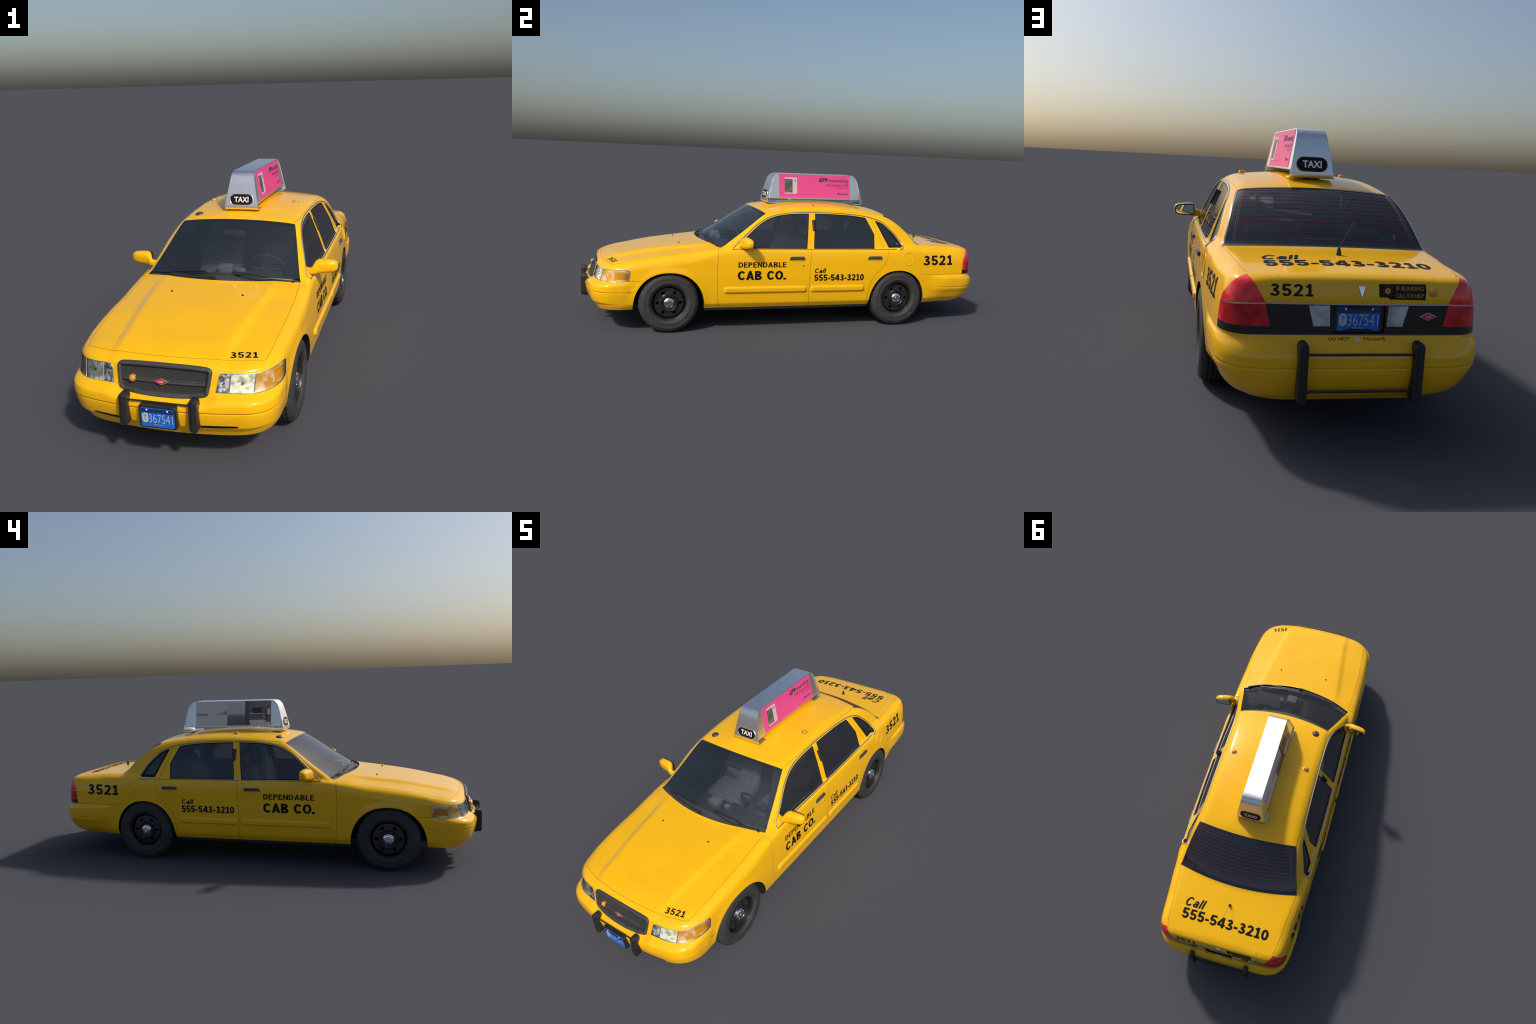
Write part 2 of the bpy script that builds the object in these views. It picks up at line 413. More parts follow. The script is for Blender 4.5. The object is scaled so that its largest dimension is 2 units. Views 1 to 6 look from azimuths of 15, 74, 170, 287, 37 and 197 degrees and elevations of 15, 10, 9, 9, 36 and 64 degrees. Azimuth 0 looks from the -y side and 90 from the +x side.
edge[-1] = (0., edge[-1][1]); edge[0] = (0., edge[0][1])
EDGE3 = top_point(edge)
EDGE_S = [(float(strip_s(x, y)), float(z)) for x, y, z in EDGE3]

def arch_path(i):
    """wheel-arch outline, front foot to rear foot"""
    c, out = ARCH_Y[i], []
    for a in np.linspace(math.pi, 0, 49):
        ca, sa = math.cos(a), math.sin(a)
        out.append(Q(c + ARCH_HALF[i] * math.copysign(abs(ca) ** (2 / 2.2), ca), .106 + .1705 * abs(sa) ** (2 / 2.2)))
    return out
archF, archR = arch_path(0), arch_path(1)
bottom = dense([F(0, .101), F(.12, .101), F(.18, .101), R(.27, -.90, .104), R(.31, -.84, .106), archF[0]], .008) + archF[1:] \
       + dense([Q(-.4555, .0945), Q(.3515, .0945)], .009) + archR \
       + dense([Q(.66, .1065), Q(.76, .106), R(.30, .86, .103), R(.24, .93, .095), B(.17, .092), B(0, .0915)], .008)[1:]
strip_boundary = bottom + dense([bottom[-1], EDGE_S[-1]], .006)[1:-1] + EDGE_S[::-1] + dense([EDGE_S[0], bottom[0]], .006)[1:-1]

belt = .3795
lamp = [F(.1525, .2368), F(.1565, .258), F(.1600, .279), F(.1640, .2862), F(.1700, .2875), R(.1903, -.9195, .2876), R(.2250, -.908, .2862), R(.2560, -.896, .2845), R(.2760, -.876, .2855),
        R(.2938, -.8477, .2878), R(.3060, -.818, .2880), R(.3120, -.796, .2868), R(.3142, -.7885, .283), R(.3150, -.7890, .270), R(.3158, -.795, .2395),
        R(.3060, -.834, .2355), R(.2943, -.865, .2338), R(.2549, -.912, .2330), R(.2150, -.929, .2345), R(.1876, -.9366, .2358)]
lamp = dense(lamp, .005, True)
def lamp_split(xt, yt, xb, yb):
    return dense([R(xt, yt, .2845 if xt > .2 else .2876), R(xb, yb, .2330 if xb > .2 else .2358)], .005)
lamp_cut1 = lamp_split(.1925, -.919, .1890, -.936)
lamp_cut2 = lamp_split(.2565, -.896, .2535, -.9125)
lens_rect = dense([R(.2950, -.8495, .2715), R(.3140, -.7985, .2755), R(.3146, -.8010, .2445), R(.2965, -.8550, .2425)], .005, True)
grille = smooth_path([(0, .3030), (.07, .3022), (.1175, .3003), (.1335, .2975), (.1400, .2905), (.1395, .2800), (.1345, .2450), (.1310, .2300), (.1255, .2240), (.1140, .2215), (.06, .2190), (0, .2183)], 5)
slot = smooth_path([(.108, .1465), (.205, .1475), (.213, .1450), (.208, .1405), (.108, .1390)], 4, True)

front_window = smooth_path([(-.318, .3835), (-.255, .4385), (-.198, .4865), (-.148, .5155), (-.10, .5305), (-.03, .5395), (.0535, .5425)], 7) + [(.0310, .3825), (-.10, .3825), (-.25, .3825)]
rear_window = [(.0640, .3825), (.0845, .5425)] + smooth_path([(.10, .5425), (.18, .5410), (.27, .5365), (.346, .5270)], 6) + [(.3847, .4500), (.3790, .3825), (.25, .3825)]
quarter = smooth_path([(.394, .5145), (.425, .5045), (.4473, .4900), (.4919, .4480), (.522, .4080), (.5275, .3965), (.520, .3900), (.505, .3875)], 5) + [(.4570, .3870)]
WIN = {"front_door_glass": (front_window, .0030), "rear_door_glass": (rear_window, .0030), "quarter_glass": (quarter, .0085)}
win_chart, win_inner = {}, {}
for k, (w, d) in WIN.items():
    w = dense(w, .006, True)
    if area(w) < 0: w = w[::-1]
    win_chart[k] = [Q(*p) for p in w]
    win_inner[k] = [tuple(p) for p in offset_path(win_chart[k], d, True)]
    if k == "quarter_glass":
        win_inner[k] = [Q(*p) for p in dense(smooth_path([(.409, .5035), (.4300, .4945), (.4440, .4840), (.4840, .4450), (.5090, .4100), (.5120, .4040), (.5050, .3995)], 5) + [(.4630, .3985)], .006, True)]

tail_lamp = dense([R(.2437, .9055, .3780), R(.2560, .9040, .3735), R(.2700, .9005, .3620), R(.2810, .8930, .3470), R(.2920, .8820, .3280), R(.2975, .8790, .3000), R(.3005, .8780, .2726),
                   R(.2800, .9170, .2715), R(.2450, .9420, .2725), B(.1955, .2740), B(.2020, .3000), R(.2090, .9470, .3270), R(.2185, .9440, .3450), R(.2270, .9380, .3600), R(.2370, .9240, .3725)], .005, True)
tail_cut = dense([R(.2990, .875, .3115), R(.2800, .917, .3150), R(.25, .940, .3195), B(.200, .3220)], .005)
tail_cut2 = dense([R(.2990, .874, .3145), R(.2800, .917, .3180), R(.25, .940, .3225), B(.200, .3250)], .005)
black_low = dense([R(.3016, .8745, .2526), R(.2760, .930, .2540), R(.2300, .9490, .2540), B(.17, .2540), B(.08, .2540), B(0, .2540)], .006)
black_top_lamp = [R(.3005, .8780, .2726)]
panel_top = dense([R(.2080, .9470, .3220), B(.17, .3215), B(0, .3210)], .006)
trim_top = dense([R(.2090, .9465, .3255), B(.17, .3252), B(0, .3248)], .006)
backup = dense([B(.1130, .3195), B(.1010, .2740), B(.0640, .2740), B(.0665, .3195)], .005, True)
recess = [B(0, .3195), B(.0600, .3195), B(.0600, .2640), B(.0560, .2585), B(0, .2585)]
black_poly = black_low + [B(0, .3210), B(.17, .3215), R(.2080, .9470, .3220), B(.2020, .3000), B(.1955, .2740), R(.2450, .9420, .2725), R(.2800, .9170, .2715), R(.3005, .8780, .2726)]
trim_poly = panel_top + trim_top[::-1]
bumper_front_line = dense([Q(-.742, .2385), R(.3158, -.795, .2395)], .006)
bumper_rear_line = dense([Q(.6365, .2540), Q(.76, .2535), R(.3016, .8745, .2526)], .006)

door_front = dense(smooth_path([Q(-.3963, .3790), Q(-.4005, .335), Q(-.4028, .27), Q(-.4010, .19), Q(-.3945, .133), Q(-.3880, .1085)], 5), .006)
door_mid = dense(smooth_path([Q(.0490, .3790), Q(.0450, .335), Q(.0425, .27), Q(.0413, .19), Q(.0435, .133), Q(.0455, .1085)], 5), .006)
door_rear = dense(smooth_path([Q(.4505, .3790), Q(.4460, .345), Q(.4340, .314), Q(.4150, .288), Q(.3830, .2598), Q(.3590, .219), Q(.3470, .165), Q(.3450, .1085)], 5), .006)
door_rear_frame = dense([Q(.4330, .3815), Q(.4030, .455), Q(.3760, .5265)], .006)
fuel = [Q(.5600 + .0315 * math.cos(a), .3345 + .0310 * math.sin(a)) for a in np.linspace(0, 2 * math.pi, 49)[:-1]]
rocker = dense([Q(-.4550, .1085), Q(.3540, .1085)], .008)
belt_line = dense([Q(-.44, belt), Q(.575, belt)], .008)
s_of = lambda y: S2 + y - YF
seams_strip = [(door_front, False), (door_mid, False), (door_rear, False), (door_rear_frame, False), (fuel, True), (bumper_front_line, False), (bumper_rear_line, False)]

lines = [(lamp, True), (lamp_cut1, False), (lamp_cut2, False), (lens_rect, True), (dense(grille, .005), False), (dense(slot, .004, True), True), (tail_lamp, True), (tail_cut, False), (tail_cut2, False),
         (black_low, False), (panel_top, False), (trim_top, False), (backup, True), (dense(recess, .006), False), (rocker, False), (belt_line, False)]
lines += [(win_chart[k], True) for k in WIN] + [(win_inner[k], True) for k in WIN]
for zc in (.1818, .1842, .1865, .1888, .1912, .1315, .1338, .1362):      # moulded steps of the bumpers
    lines += [([(s, zc) for s in np.arange(0, R(.31, -.80, 0)[0], .006)], False), ([(s, zc) for s in np.arange(s_of(.70), S5 + 1e-9, .006)], False)]
for p, c in seams_strip: lines += seam_lines(p, c)
ss = np.arange(.004, S5, .0085); zz = np.concatenate([np.arange(.078, .56, .0058), [.1275, .1290, .1305, .1325]])
grid = [(s, z) for s in ss for z in zz]
ends = [s for s in np.arange(.003, S5, .006) if s < S2 + .02 or s > S3 - .10]
grid += [(s, z) for s in ends for z in (.1285, .139, .2255, .2290, .2325, .2355, .2425, .246, .250)]
grid += [(s, z) for s in np.arange(S2 + .30, S3 - .10, .007) for z in (.3762, .3778, .3812, .3832)]
SP, ST = triangulate(strip_boundary, lines, grid)
SV = strip_point(SP)
kd = kdtree.KDTree(len(EDGE_S))
for i, e in enumerate(EDGE_S): kd.insert((e[0], e[1], 0), i)
kd.balance()
for i, q in enumerate(SP):
    _, j, h = kd.find((q[0], q[1], 0))
    if h < 2e-6: SV[i] = EDGE3[j]
SV[SP[:, 0] < 1e-6, 0] = 0; SV[SP[:, 0] > S5 - 1e-6, 0] = 0
SN = gradient(SV)
SN[SV[:, 0] == 0, 0] = 0

# region of every triangle
cen = SP[ST].mean(1); reg = np.full(len(ST), "quarter_panel", dtype=object)
s_of = lambda y: S2 + y - YF
cy = cen[:, 0] - S2 + YF; cz = cen[:, 1]
side_y = np.where(cen[:, 0] < S2, YF - .1, np.where(cen[:, 0] > S3, YR + .1, cy))
def line_at(path, z):
    p = np.array(sorted(path, key=lambda v: v[1])); return np.interp(z, p[:, 1], p[:, 0])
xf, xm, xr = line_at(door_front, cz), line_at(door_mid, cz), line_at(door_rear, cz)
reg[(cen[:, 0] < xf)] = "front_fender"
reg[(cen[:, 0] >= xf) & (cen[:, 0] < xm)] = "front_door"
reg[(cen[:, 0] >= xm) & (cen[:, 0] < xr)] = "rear_door"
fl = np.array(bumper_front_line); rl = np.array(bumper_rear_line)
bump_z = np.interp(cen[:, 0], [0, .1525, .1876, R(.2549, -.912, 0)[0], R(.2943, -.865, 0)[0], R(.3158, -.795, 0)[0], s_of(-.742), s_of(-.70)], [.2368, .2368, .2358, .2330, .2338, .2395, .2385, .2385])
corner = R(.2800, -.866, 0)[0]
reg[(cen[:, 0] < corner + .02)] = "nose_panel"
reg[(cen[:, 0] < s_of(-.60)) & (cz < bump_z)] = "front_bumper"
bl = np.array(black_low)
rear_z = np.interp(cen[:, 0], [s_of(.6365), s_of(.76), *bl[:, 0]], [.2540, .2535, *bl[:, 1]])
reg[(cen[:, 0] > s_of(.511)) & (cz < rear_z)] = "rear_bumper"
up = (cz > belt) & (side_y > -.44) & (side_y < .575)
reg[up] = "cabin_frame"
reg[(cz < .1085) & (cen[:, 0] > s_of(-.50)) & (cen[:, 0] < s_of(.40))] = "rocker_panel"
inner_tail = np.array([B(.1955, .2740), B(.2020, .3000), R(.2090, .9470, .3270), R(.2185, .9440, .3450), R(.2270, .9380, .3600), R(.2370, .9240, .3725), R(.2437, .9055, .3780)])
reg[(cen[:, 0] > np.interp(cz, inner_tail[:, 1], inner_tail[:, 0])) & (cz >= rear_z) & (cen[:, 0] > S3)] = "trunk_lid"
reg[inside(black_poly, cen)] = "rear_panel"
reg[inside(trim_poly, cen)] = "trim_strip"
reg[inside(backup, cen)] = "reversing_lamp"
reg[inside(recess, cen)] = "plate_recess"
t = inside(tail_lamp, cen); reg[t] = "tail_lamp"
tcut = np.array(tail_cut); below = cz < np.interp(cen[:, 0], tcut[:, 0], tcut[:, 1]); tcut2 = np.array(tail_cut2)
above = cz > np.interp(cen[:, 0], tcut2[:, 0], tcut2[:, 1])
reg[t & below] = "tail_lamp_low"; reg[t & ~below & ~above] = "lamp_divider"
h = inside(lamp, cen)
c1, c2 = np.array(lamp_cut1), np.array(lamp_cut2)
k1 = cen[:, 0] < line_at(lamp_cut1, cz); k2 = cen[:, 0] < line_at(lamp_cut2, cz)
reg[h] = "turn_lamp"; reg[h & k2] = "main_lamp"; reg[h & k1] = "inner_lamp"
reg[h & inside(lens_rect, cen)] = "side_reflector"
gp = np.array(grille); gz_top = np.interp(cen[:, 0], gp[:31, 0], gp[:31, 1])
reg[inside(list(map(tuple, grille)), cen)] = "opening"
reg[inside(slot, cen)] = "slot"
for k in WIN:
    reg[inside(win_chart[k], cen)] = "window_seal"; reg[inside(win_inner[k], cen)] = k
gap = np.zeros(len(ST), bool); deep = np.zeros(len(SP))
for p, c in seams_strip:
    pp = list(p) + ([p[0]] if c else [])
    gap |= (path_distance(pp, cen) < SEAM * .98)
    deep = np.maximum(deep, (path_distance(pp, SP) < SEAM * .25) * .0028)
gap &= ~np.isin(reg, ["window_seal", "slot", *WIN])
SV -= SN * deep[:, None]
reg[gap] = "gap"

# top chart
scr_foot = lambda x: -.452 + .86 * x * x - .2 * x**4
scr_head = lambda x: -.182 + .505 * x * x
bk_head = lambda x: .4715 - .36 * x * x
bk_foot = lambda x: .668 - .505 * x * x
def across(fn, p, h=.007):
    """line across the half car that ends on the border point p"""
    xs = np.linspace(0, p[0], int(p[0] / h) + 1); e = p[1] - fn(p[0])
    return [(float(x), float(fn(x) + e * (x / p[0]) ** 2)) for x in xs]
l_foot, l_head, l_bhead, l_bfoot = across(scr_foot, SCREEN_FOOT), across(scr_head, SCREEN_HEAD), across(bk_head, BACK_HEAD), across(bk_foot, BACK_FOOT)
screen_poly = l_foot + dense(pillar, .006)[1:] + l_head[::-1][1:]
back_poly = l_bhead + dense(c_post, .006)[1:] + l_bfoot[::-1][1:]
def inset(poly, d, x0=0):
    p = offset_path(poly, d if area(poly) > 0 else -d, True); p[:, 0] = np.where(np.array(poly)[:, 0] < 1e-9, 0, p[:, 0]); return [tuple(v) for v in p]
cowl_line = [(x, y + .030 - .012 * (x / .2845) ** 2) for x, y in l_foot[:-1]] ; cowl_line.append((.2755, -.3665))
screen_in = [(0., scr_foot(0) + .030)] + cowl_line[1:-1] + [tuple(v) for v in offset_path(dense(pillar, .006), .0075)[4:-2]] + [tuple(v) for v in offset_path(l_head[::-1], .0085)[1:-1]] + [(0., scr_head(0) - .0085)]
back_in = inset(back_poly, .0065)
top_boundary = [tuple(e) for e in edge] + dense([edge[-1], edge[0]], .0095)[1:-1]
def inner_edge(path): return [tuple(v) for v in offset_path(dense(path, .007), .0030)]
hood_seam, rail_seam, lid_seam = inner_edge(hood_edge + [SCREEN_FOOT])[:-1], inner_edge(rail), inner_edge(lid_side)
hood_seam[0] = (0., hood_seam[0][1])
seams_top = [hood_seam, rail_seam, lid_seam]
tl = [(l_foot, False), (l_head, False), (l_bhead, False), (l_bfoot, False), (screen_in, False), (back_in, True)]
for p in seams_top: tl += seam_lines(p)
tg = [(x, y) for y in np.arange(-.93, .93, .0095) for x in np.arange(.005, .30, .0085)]
tg += [(float(crease_x(y)) + d, y) for y in np.arange(-.91, -.40, .008) for d in (-.002, .005, .011, .017, .024)]
TP, TT = triangulate(top_boundary, tl, tg)
TV = top_point(TP)
TV[TP[:, 0] < 1e-6, 0] = 0
TN = gradient(TV); TN[TV[:, 0] == 0, 0] = 0
tc = TP[TT].mean(1); treg = np.full(len(TT), "roof", dtype=object)
def yline(l): l = np.array(l); return np.interp(tc[:, 0], l[:, 0], l[:, 1])
treg[tc[:, 1] < yline(l_foot)] = "hood"
treg[tc[:, 1] > yline(l_bfoot)] = "trunk_lid"
sp = inside(screen_poly, tc); treg[sp] = "windscreen_seal"; treg[sp & (tc[:, 1] < np.interp(tc[:, 0], *np.array(cowl_line).T))] = "cowl"
treg[inside(screen_in, tc)] = "windscreen"
treg[inside(back_poly, tc)] = "rear_window_seal"; treg[inside(back_in, tc)] = "rear_window"
tgap = np.zeros(len(TT), bool); tdeep = np.zeros(len(TP))
for p in seams_top:
    tgap |= path_distance(p, tc) < SEAM * .98
    tdeep = np.maximum(tdeep, (path_distance(p, TP) < SEAM * .25) * .0028)
treg[tgap & np.isin(treg, ["hood", "roof", "trunk_lid"])] = "gap"
TV -= TN * tdeep[:, None]

# joined half body
HV = np.vstack([SV, TV]); HN = np.vstack([SN, TN]); HT = np.vstack([ST, TT + len(SV)]); HR = np.concatenate([reg, treg])
fn = np.cross(HV[HT[:, 1]] - HV[HT[:, 0]], HV[HT[:, 2]] - HV[HT[:, 0]])
flip = (fn * HN[HT].mean(1)).sum(1) < 0
HT[flip] = HT[flip][:, ::-1]

def region_mesh(labels, shift=0., both=False, left=False):
    f = HT[np.isin(HR, labels)]
    ids, inv = np.unique(f, return_inverse=True)
    v, n, f = HV[ids].copy(), HN[ids].copy(), inv.reshape(-1, 3)
    v += n * shift
    if left or both:
        vm, nm, fm = v * [-1, 1, 1], n * [-1, 1, 1], f[:, ::-1]
        if left: return vm, nm, fm
        v, n, f = np.vstack([v, vm]), np.vstack([n, nm]), np.vstack([f, fm + len(v)])
    key = {}; order = []; remap = np.empty(len(v), int)
    for i, p in enumerate(np.round(v, 6)):
        k = tuple(p)
        if k not in key: key[k] = len(order); order.append(i)
        remap[i] = key[k]
    f = remap[f]; ok = (f[:, 0] != f[:, 1]) & (f[:, 1] != f[:, 2]) & (f[:, 0] != f[:, 2])
    return v[order], n[order], f[ok]

def centre_part(name, labels, mat, shift=0., **kw):
    v, n, f = region_mesh(labels, shift, both=True); return add(name, v, f, mat, normals=n, **kw)

def side_parts(name, labels, mat, shift=0., parents=(None, None), **kw):
    out = []
    for i, left in enumerate((False, True)):
        v, n, f = region_mesh(labels, shift, left=left); out.append(add(name, v, f, mat, parents[i], normals=n, **kw))
    return out

P = {}
for nm in ("hood", "roof", "trunk_lid", "nose_panel", "front_bumper", "rear_bumper"):
    P[nm] = centre_part(nm, [nm], "paint")
for nm in ("front_fender", "front_door", "rear_door", "quarter_panel"):
    P[nm] = side_parts(nm, [nm], "paint")
P["cabin_frame"] = side_parts("window_pillar_frame", ["cabin_frame"], "paint")
P["rocker"] = side_parts("rocker_panel", ["rocker_panel"], "grey")
centre_part("panel_gap", ["gap"], "gap", stuff=True)
centre_part("cowl_grille", ["cowl"], "grey", -.007)
P["screen"] = centre_part("windscreen", ["windscreen"], "glass", -.001)
P["back"] = centre_part("rear_window", ["rear_window"], "glass_rear", -.001)
centre_part("windscreen_seal", ["windscreen_seal"], "frit", parent=P["screen"])
centre_part("rear_window_seal", ["rear_window_seal"], "frit", parent=P["back"])
for k, par in (("front_door_glass", P["front_door"]), ("rear_door_glass", P["rear_door"]), ("quarter_glass", P["quarter_panel"])):
    side_parts(k, [k], "glass", -.0015, par)
side_parts("window_seal", ["window_seal"], "seal", -.0004, P["cabin_frame"])
centre_part("rear_panel", ["rear_panel"], "gloss")
centre_part("plate_recess", ["plate_recess"], "gloss", -.006, parent=bpy.data.objects["rear_panel"])
centre_part("trim_strip", ["trim_strip"], "chrome", .0010)
side_parts("reversing_lamp", ["reversing_lamp"], "backup", .0008)
tails = side_parts("tail_lamp", ["tail_lamp"], "tail", .0006)
side_parts("lower_lens", ["tail_lamp_low"], "tail_low", .0006, tails)
side_parts("lamp_divider", ["lamp_divider"], "chrome", .0012, tails)
heads = side_parts("headlamp", ["main_lamp", "inner_lamp", "turn_lamp", "side_reflector"], "lens", .0004)
side_parts("main_reflector", ["main_lamp"], "main_lamp", -.0035, heads)
side_parts("inner_reflector", ["inner_lamp"], "side_lamp", -.0035, heads)
side_parts("turn_reflector", ["turn_lamp"], "amber_lamp", -.003, heads)
side_parts("side_reflector", ["side_reflector"], "amber_deep", -.0022, heads)
# intake slots in the bumper
side_parts("intake_slot", ["slot"], "under", -.010, (P["front_bumper"],) * 2)
# thickness seen through the windows: dark inner skins
centre_part("headliner", ["roof"], "liner", -.014)
side_parts("inner_pillar_trim", ["cabin_frame"], "cabin", -.010)
side_parts("door_card", ["front_door", "rear_door", "quarter_panel"], "cabin", -.018)

# ----------------------------------------------------------------------------
# 4. APPLIED PARTS
# ----------------------------------------------------------------------------
def on_strip(pts, h):
    """(x or signed side, ...) chart points -> body surface raised by h"""
    p = strip_point(np.array(pts)); return p + gradient(p) * np.asarray(h).reshape(-1, 1)

def side_map(sign):
    def f(q, h):
        q = np.asarray(q, float); n = len(q)
        p = first_hit(np.stack([np.full(n, XC), q[:, 0], q[:, 1]], 1), np.array([[1., 0, 0]]).repeat(n, 0), .30)
        return (p + gradient(p) * np.broadcast_to(h, n).reshape(-1, 1)) * [sign, 1, 1]
    return f

def end_map(rear):
    def f(q, h):
        q = np.asarray(q, float); a = np.abs(q[:, 0]); s = np.where(a < XC, S5 - a if rear else a, 0)
        v = on_strip(np.stack([s, q[:, 1]], 1), np.broadcast_to(h, len(q)))
        v[:, 0] = np.where(q[:, 0] < 0, -v[:, 0], v[:, 0]); return v
    return f
nose_map, tail_map = end_map(False), end_map(True)

def top_map(q, h):
    q = np.asarray(q, float); p = top_point(np.abs(q) * [1, 0] + q * [0, 1])
    v = p + gradient(p) * np.broadcast_to(h, len(q)).reshape(-1, 1)
    v[:, 0] = np.where(q[:, 0] < 0, -v[:, 0], v[:, 0]); return v

def plane_map(o, u, w):
    o, u, w = (np.array(v, float) for v in (o, u, w)); u /= np.linalg.norm(u); w /= np.linalg.norm(w)
    n = np.cross(u, w); n /= np.linalg.norm(n)
    def f(q, h):
        q = np.asarray(q, float)
        return o + q[:, :1] * u + q[:, 1:2] * w + np.broadcast_to(h, len(q)).reshape(-1, 1) * n
    f.normal = n
    return f

def orient(V, Fs, outward):
    """turn faces so that their normals point along 'outward' on average"""
    V = np.asarray(V); tot = np.zeros(3)
    for f in Fs:
        tot += np.cross(V[f[1]] - V[f[0]], V[f[2]] - V[f[0]])
    return [tuple(f[::-1]) for f in Fs] if tot @ outward < 0 else Fs

def pad(name, poly, fmap, rings, mat, parent=None, fill=True, step_=.008, sharp=35, back=False, inner_grid=.012):
    """raised piece: closed outline on a mapped surface, rings of (inset, height), filled top"""
    poly = dense(poly, step_, True)
    if area(poly) < 0: poly = poly[::-1]
    n = len(poly); V, Fs = [], []
    for d, h in rings:
        V.append(fmap(offset_path(poly, d, True), h))
    V = np.vstack(V)
    for r in range(len(rings) - 1):
        for i in range(n):
            j = (i + 1) % n; Fs.append((r*n + i, r*n + j, (r+1)*n + j, (r+1)*n + i))
    if fill:
        top = offset_path(poly, rings[-1][0], True); lo, hi = top.min(0), top.max(0)
        g = [(x, y) for x in np.arange(lo[0] + inner_grid/2, hi[0], inner_grid) for y in np.arange(lo[1] + inner_grid/2, hi[1], inner_grid)]
        g = [q for q in g] or [tuple(top.mean(0))]
        TPp, TTt = triangulate([tuple(v) for v in top], [], g)
        base = len(V); V = np.vstack([V, fmap(TPp, rings[-1][1])]); Fs += [tuple(t + base) for t in TTt]
        me_merge = True
    probe = np.asarray(poly).mean(0)[None]
    out = (fmap(probe, .01) - fmap(probe, 0))[0]
    top_f = Fs[-3:] if fill else Fs
    tot = sum(np.cross(V[f[1]] - V[f[0]], V[f[2]] - V[f[0]]) for f in (Fs[(len(rings)-1)*n:] if fill else Fs))
    if fill and tot @ out < 0: Fs = Fs[:(len(rings)-1)*n] + [tuple(f[::-1]) for f in Fs[(len(rings)-1)*n:]]
    if len(rings) > 1:
        # ring faces: normals must agree with map handedness
        q = np.asarray(poly); e0 = fmap(q[:1], 0)[0]; ex = fmap(q[:1] + [[1e-3, 0]], 0)[0] - e0; ez = fmap(q[:1] + [[0, 1e-3]], 0)[0] - e0
        if np.cross(ex, ez) @ out < 0: Fs = [tuple(f[::-1]) for f in Fs[:(len(rings)-1)*n]] + Fs[(len(rings)-1)*n:]
    ob = add(name, V, Fs, mat, parent)
    bm = bmesh.new(); bm.from_mesh(ob.data); bmesh.ops.remove_doubles(bm, verts=bm.verts, dist=2e-6); bm.to_mesh(ob.data); bm.free()
    return sharpen(ob, sharp)

def rrect(cx, cy, w, h, r, n=5):
    out = []
    for sx, sy, a0 in ((1, 1, 0), (-1, 1, 90), (-1, -1, 180), (1, -1, 270)):
        for k in range(n + 1):
            a = math.radians(a0 + 90 * k / n)
            out.append((cx + sx * (w/2 - r) + r * math.cos(a), cy + sy * (h/2 - r) + r * math.sin(a)))
    return out

def lettering(text, fmap, at, width, height, mat, parent=None, bold=.0, slant=0., lift=.0008, flip=False, name="lettering", spacing=1., fine=.009):
    """built-in font laid on a mapped surface; 'at' is the lower left corner as a reader sees it"""
    cu = bpy.data.curves.new("letters", "FONT"); cu.body = text; cu.size = 1; cu.offset = bold; cu.shear = slant
    cu.resolution_u = 4; cu.space_character = spacing
    ob = bpy.data.objects.new("letters", cu); COLL.objects.link(ob)
    bpy.context.view_layer.update()
    me = bpy.data.meshes.new_from_object(ob.evaluated_get(bpy.context.evaluated_depsgraph_get()))
    bm = bmesh.new(); bm.from_mesh(me); bmesh.ops.triangulate(bm, faces=bm.faces); bm.to_mesh(me); bm.free()
    co = np.array([v.co[:2] for v in me.vertices]); fs = [tuple(p.vertices) for p in me.polygons]
    bpy.data.objects.remove(ob); bpy.data.curves.remove(cu); bpy.data.meshes.remove(me)
    lo, hi = co.min(0), co.max(0); q = (co - lo) / (hi - lo) * [width, height]
    bm = bmesh.new(); vs = [bm.verts.new((x, y, 0)) for x, y in q]
    for f_ in fs: bm.faces.new([vs[i] for i in f_])
    for _ in range(5):                                          # fine enough to follow the panel
        lng = [e for e in bm.edges if e.calc_length() > fine]
        if not lng: break
        bmesh.ops.subdivide_edges(bm, edges=lng, cuts=1); bmesh.ops.triangulate(bm, faces=bm.faces)
    bm.verts.index_update(); q = np.array([v.co[:2] for v in bm.verts]); fs = [tuple(v.index for v in f_.verts) for f_ in bm.faces]; bm.free()
    q = np.stack([at[0] + (-q[:, 0] if flip else q[:, 0]), at[1] + q[:, 1]], 1)
    V = fmap(q, lift)
    probe = q.mean(0)[None]; out = (fmap(probe, .01) - fmap(probe, 0))[0]
    return add(name, V, orient(V, fs, out), mat, parent, smooth=False)

# --- sign-writer's gothic: glyphs as pen strokes in a box one unit high -----------------------
def arc(cx, cy, rx, ry, a0, a1, n=22):
    return [(cx + rx * math.cos(math.radians(a)), cy + ry * math.sin(math.radians(a))) for a in np.linspace(a0, a1, n)]

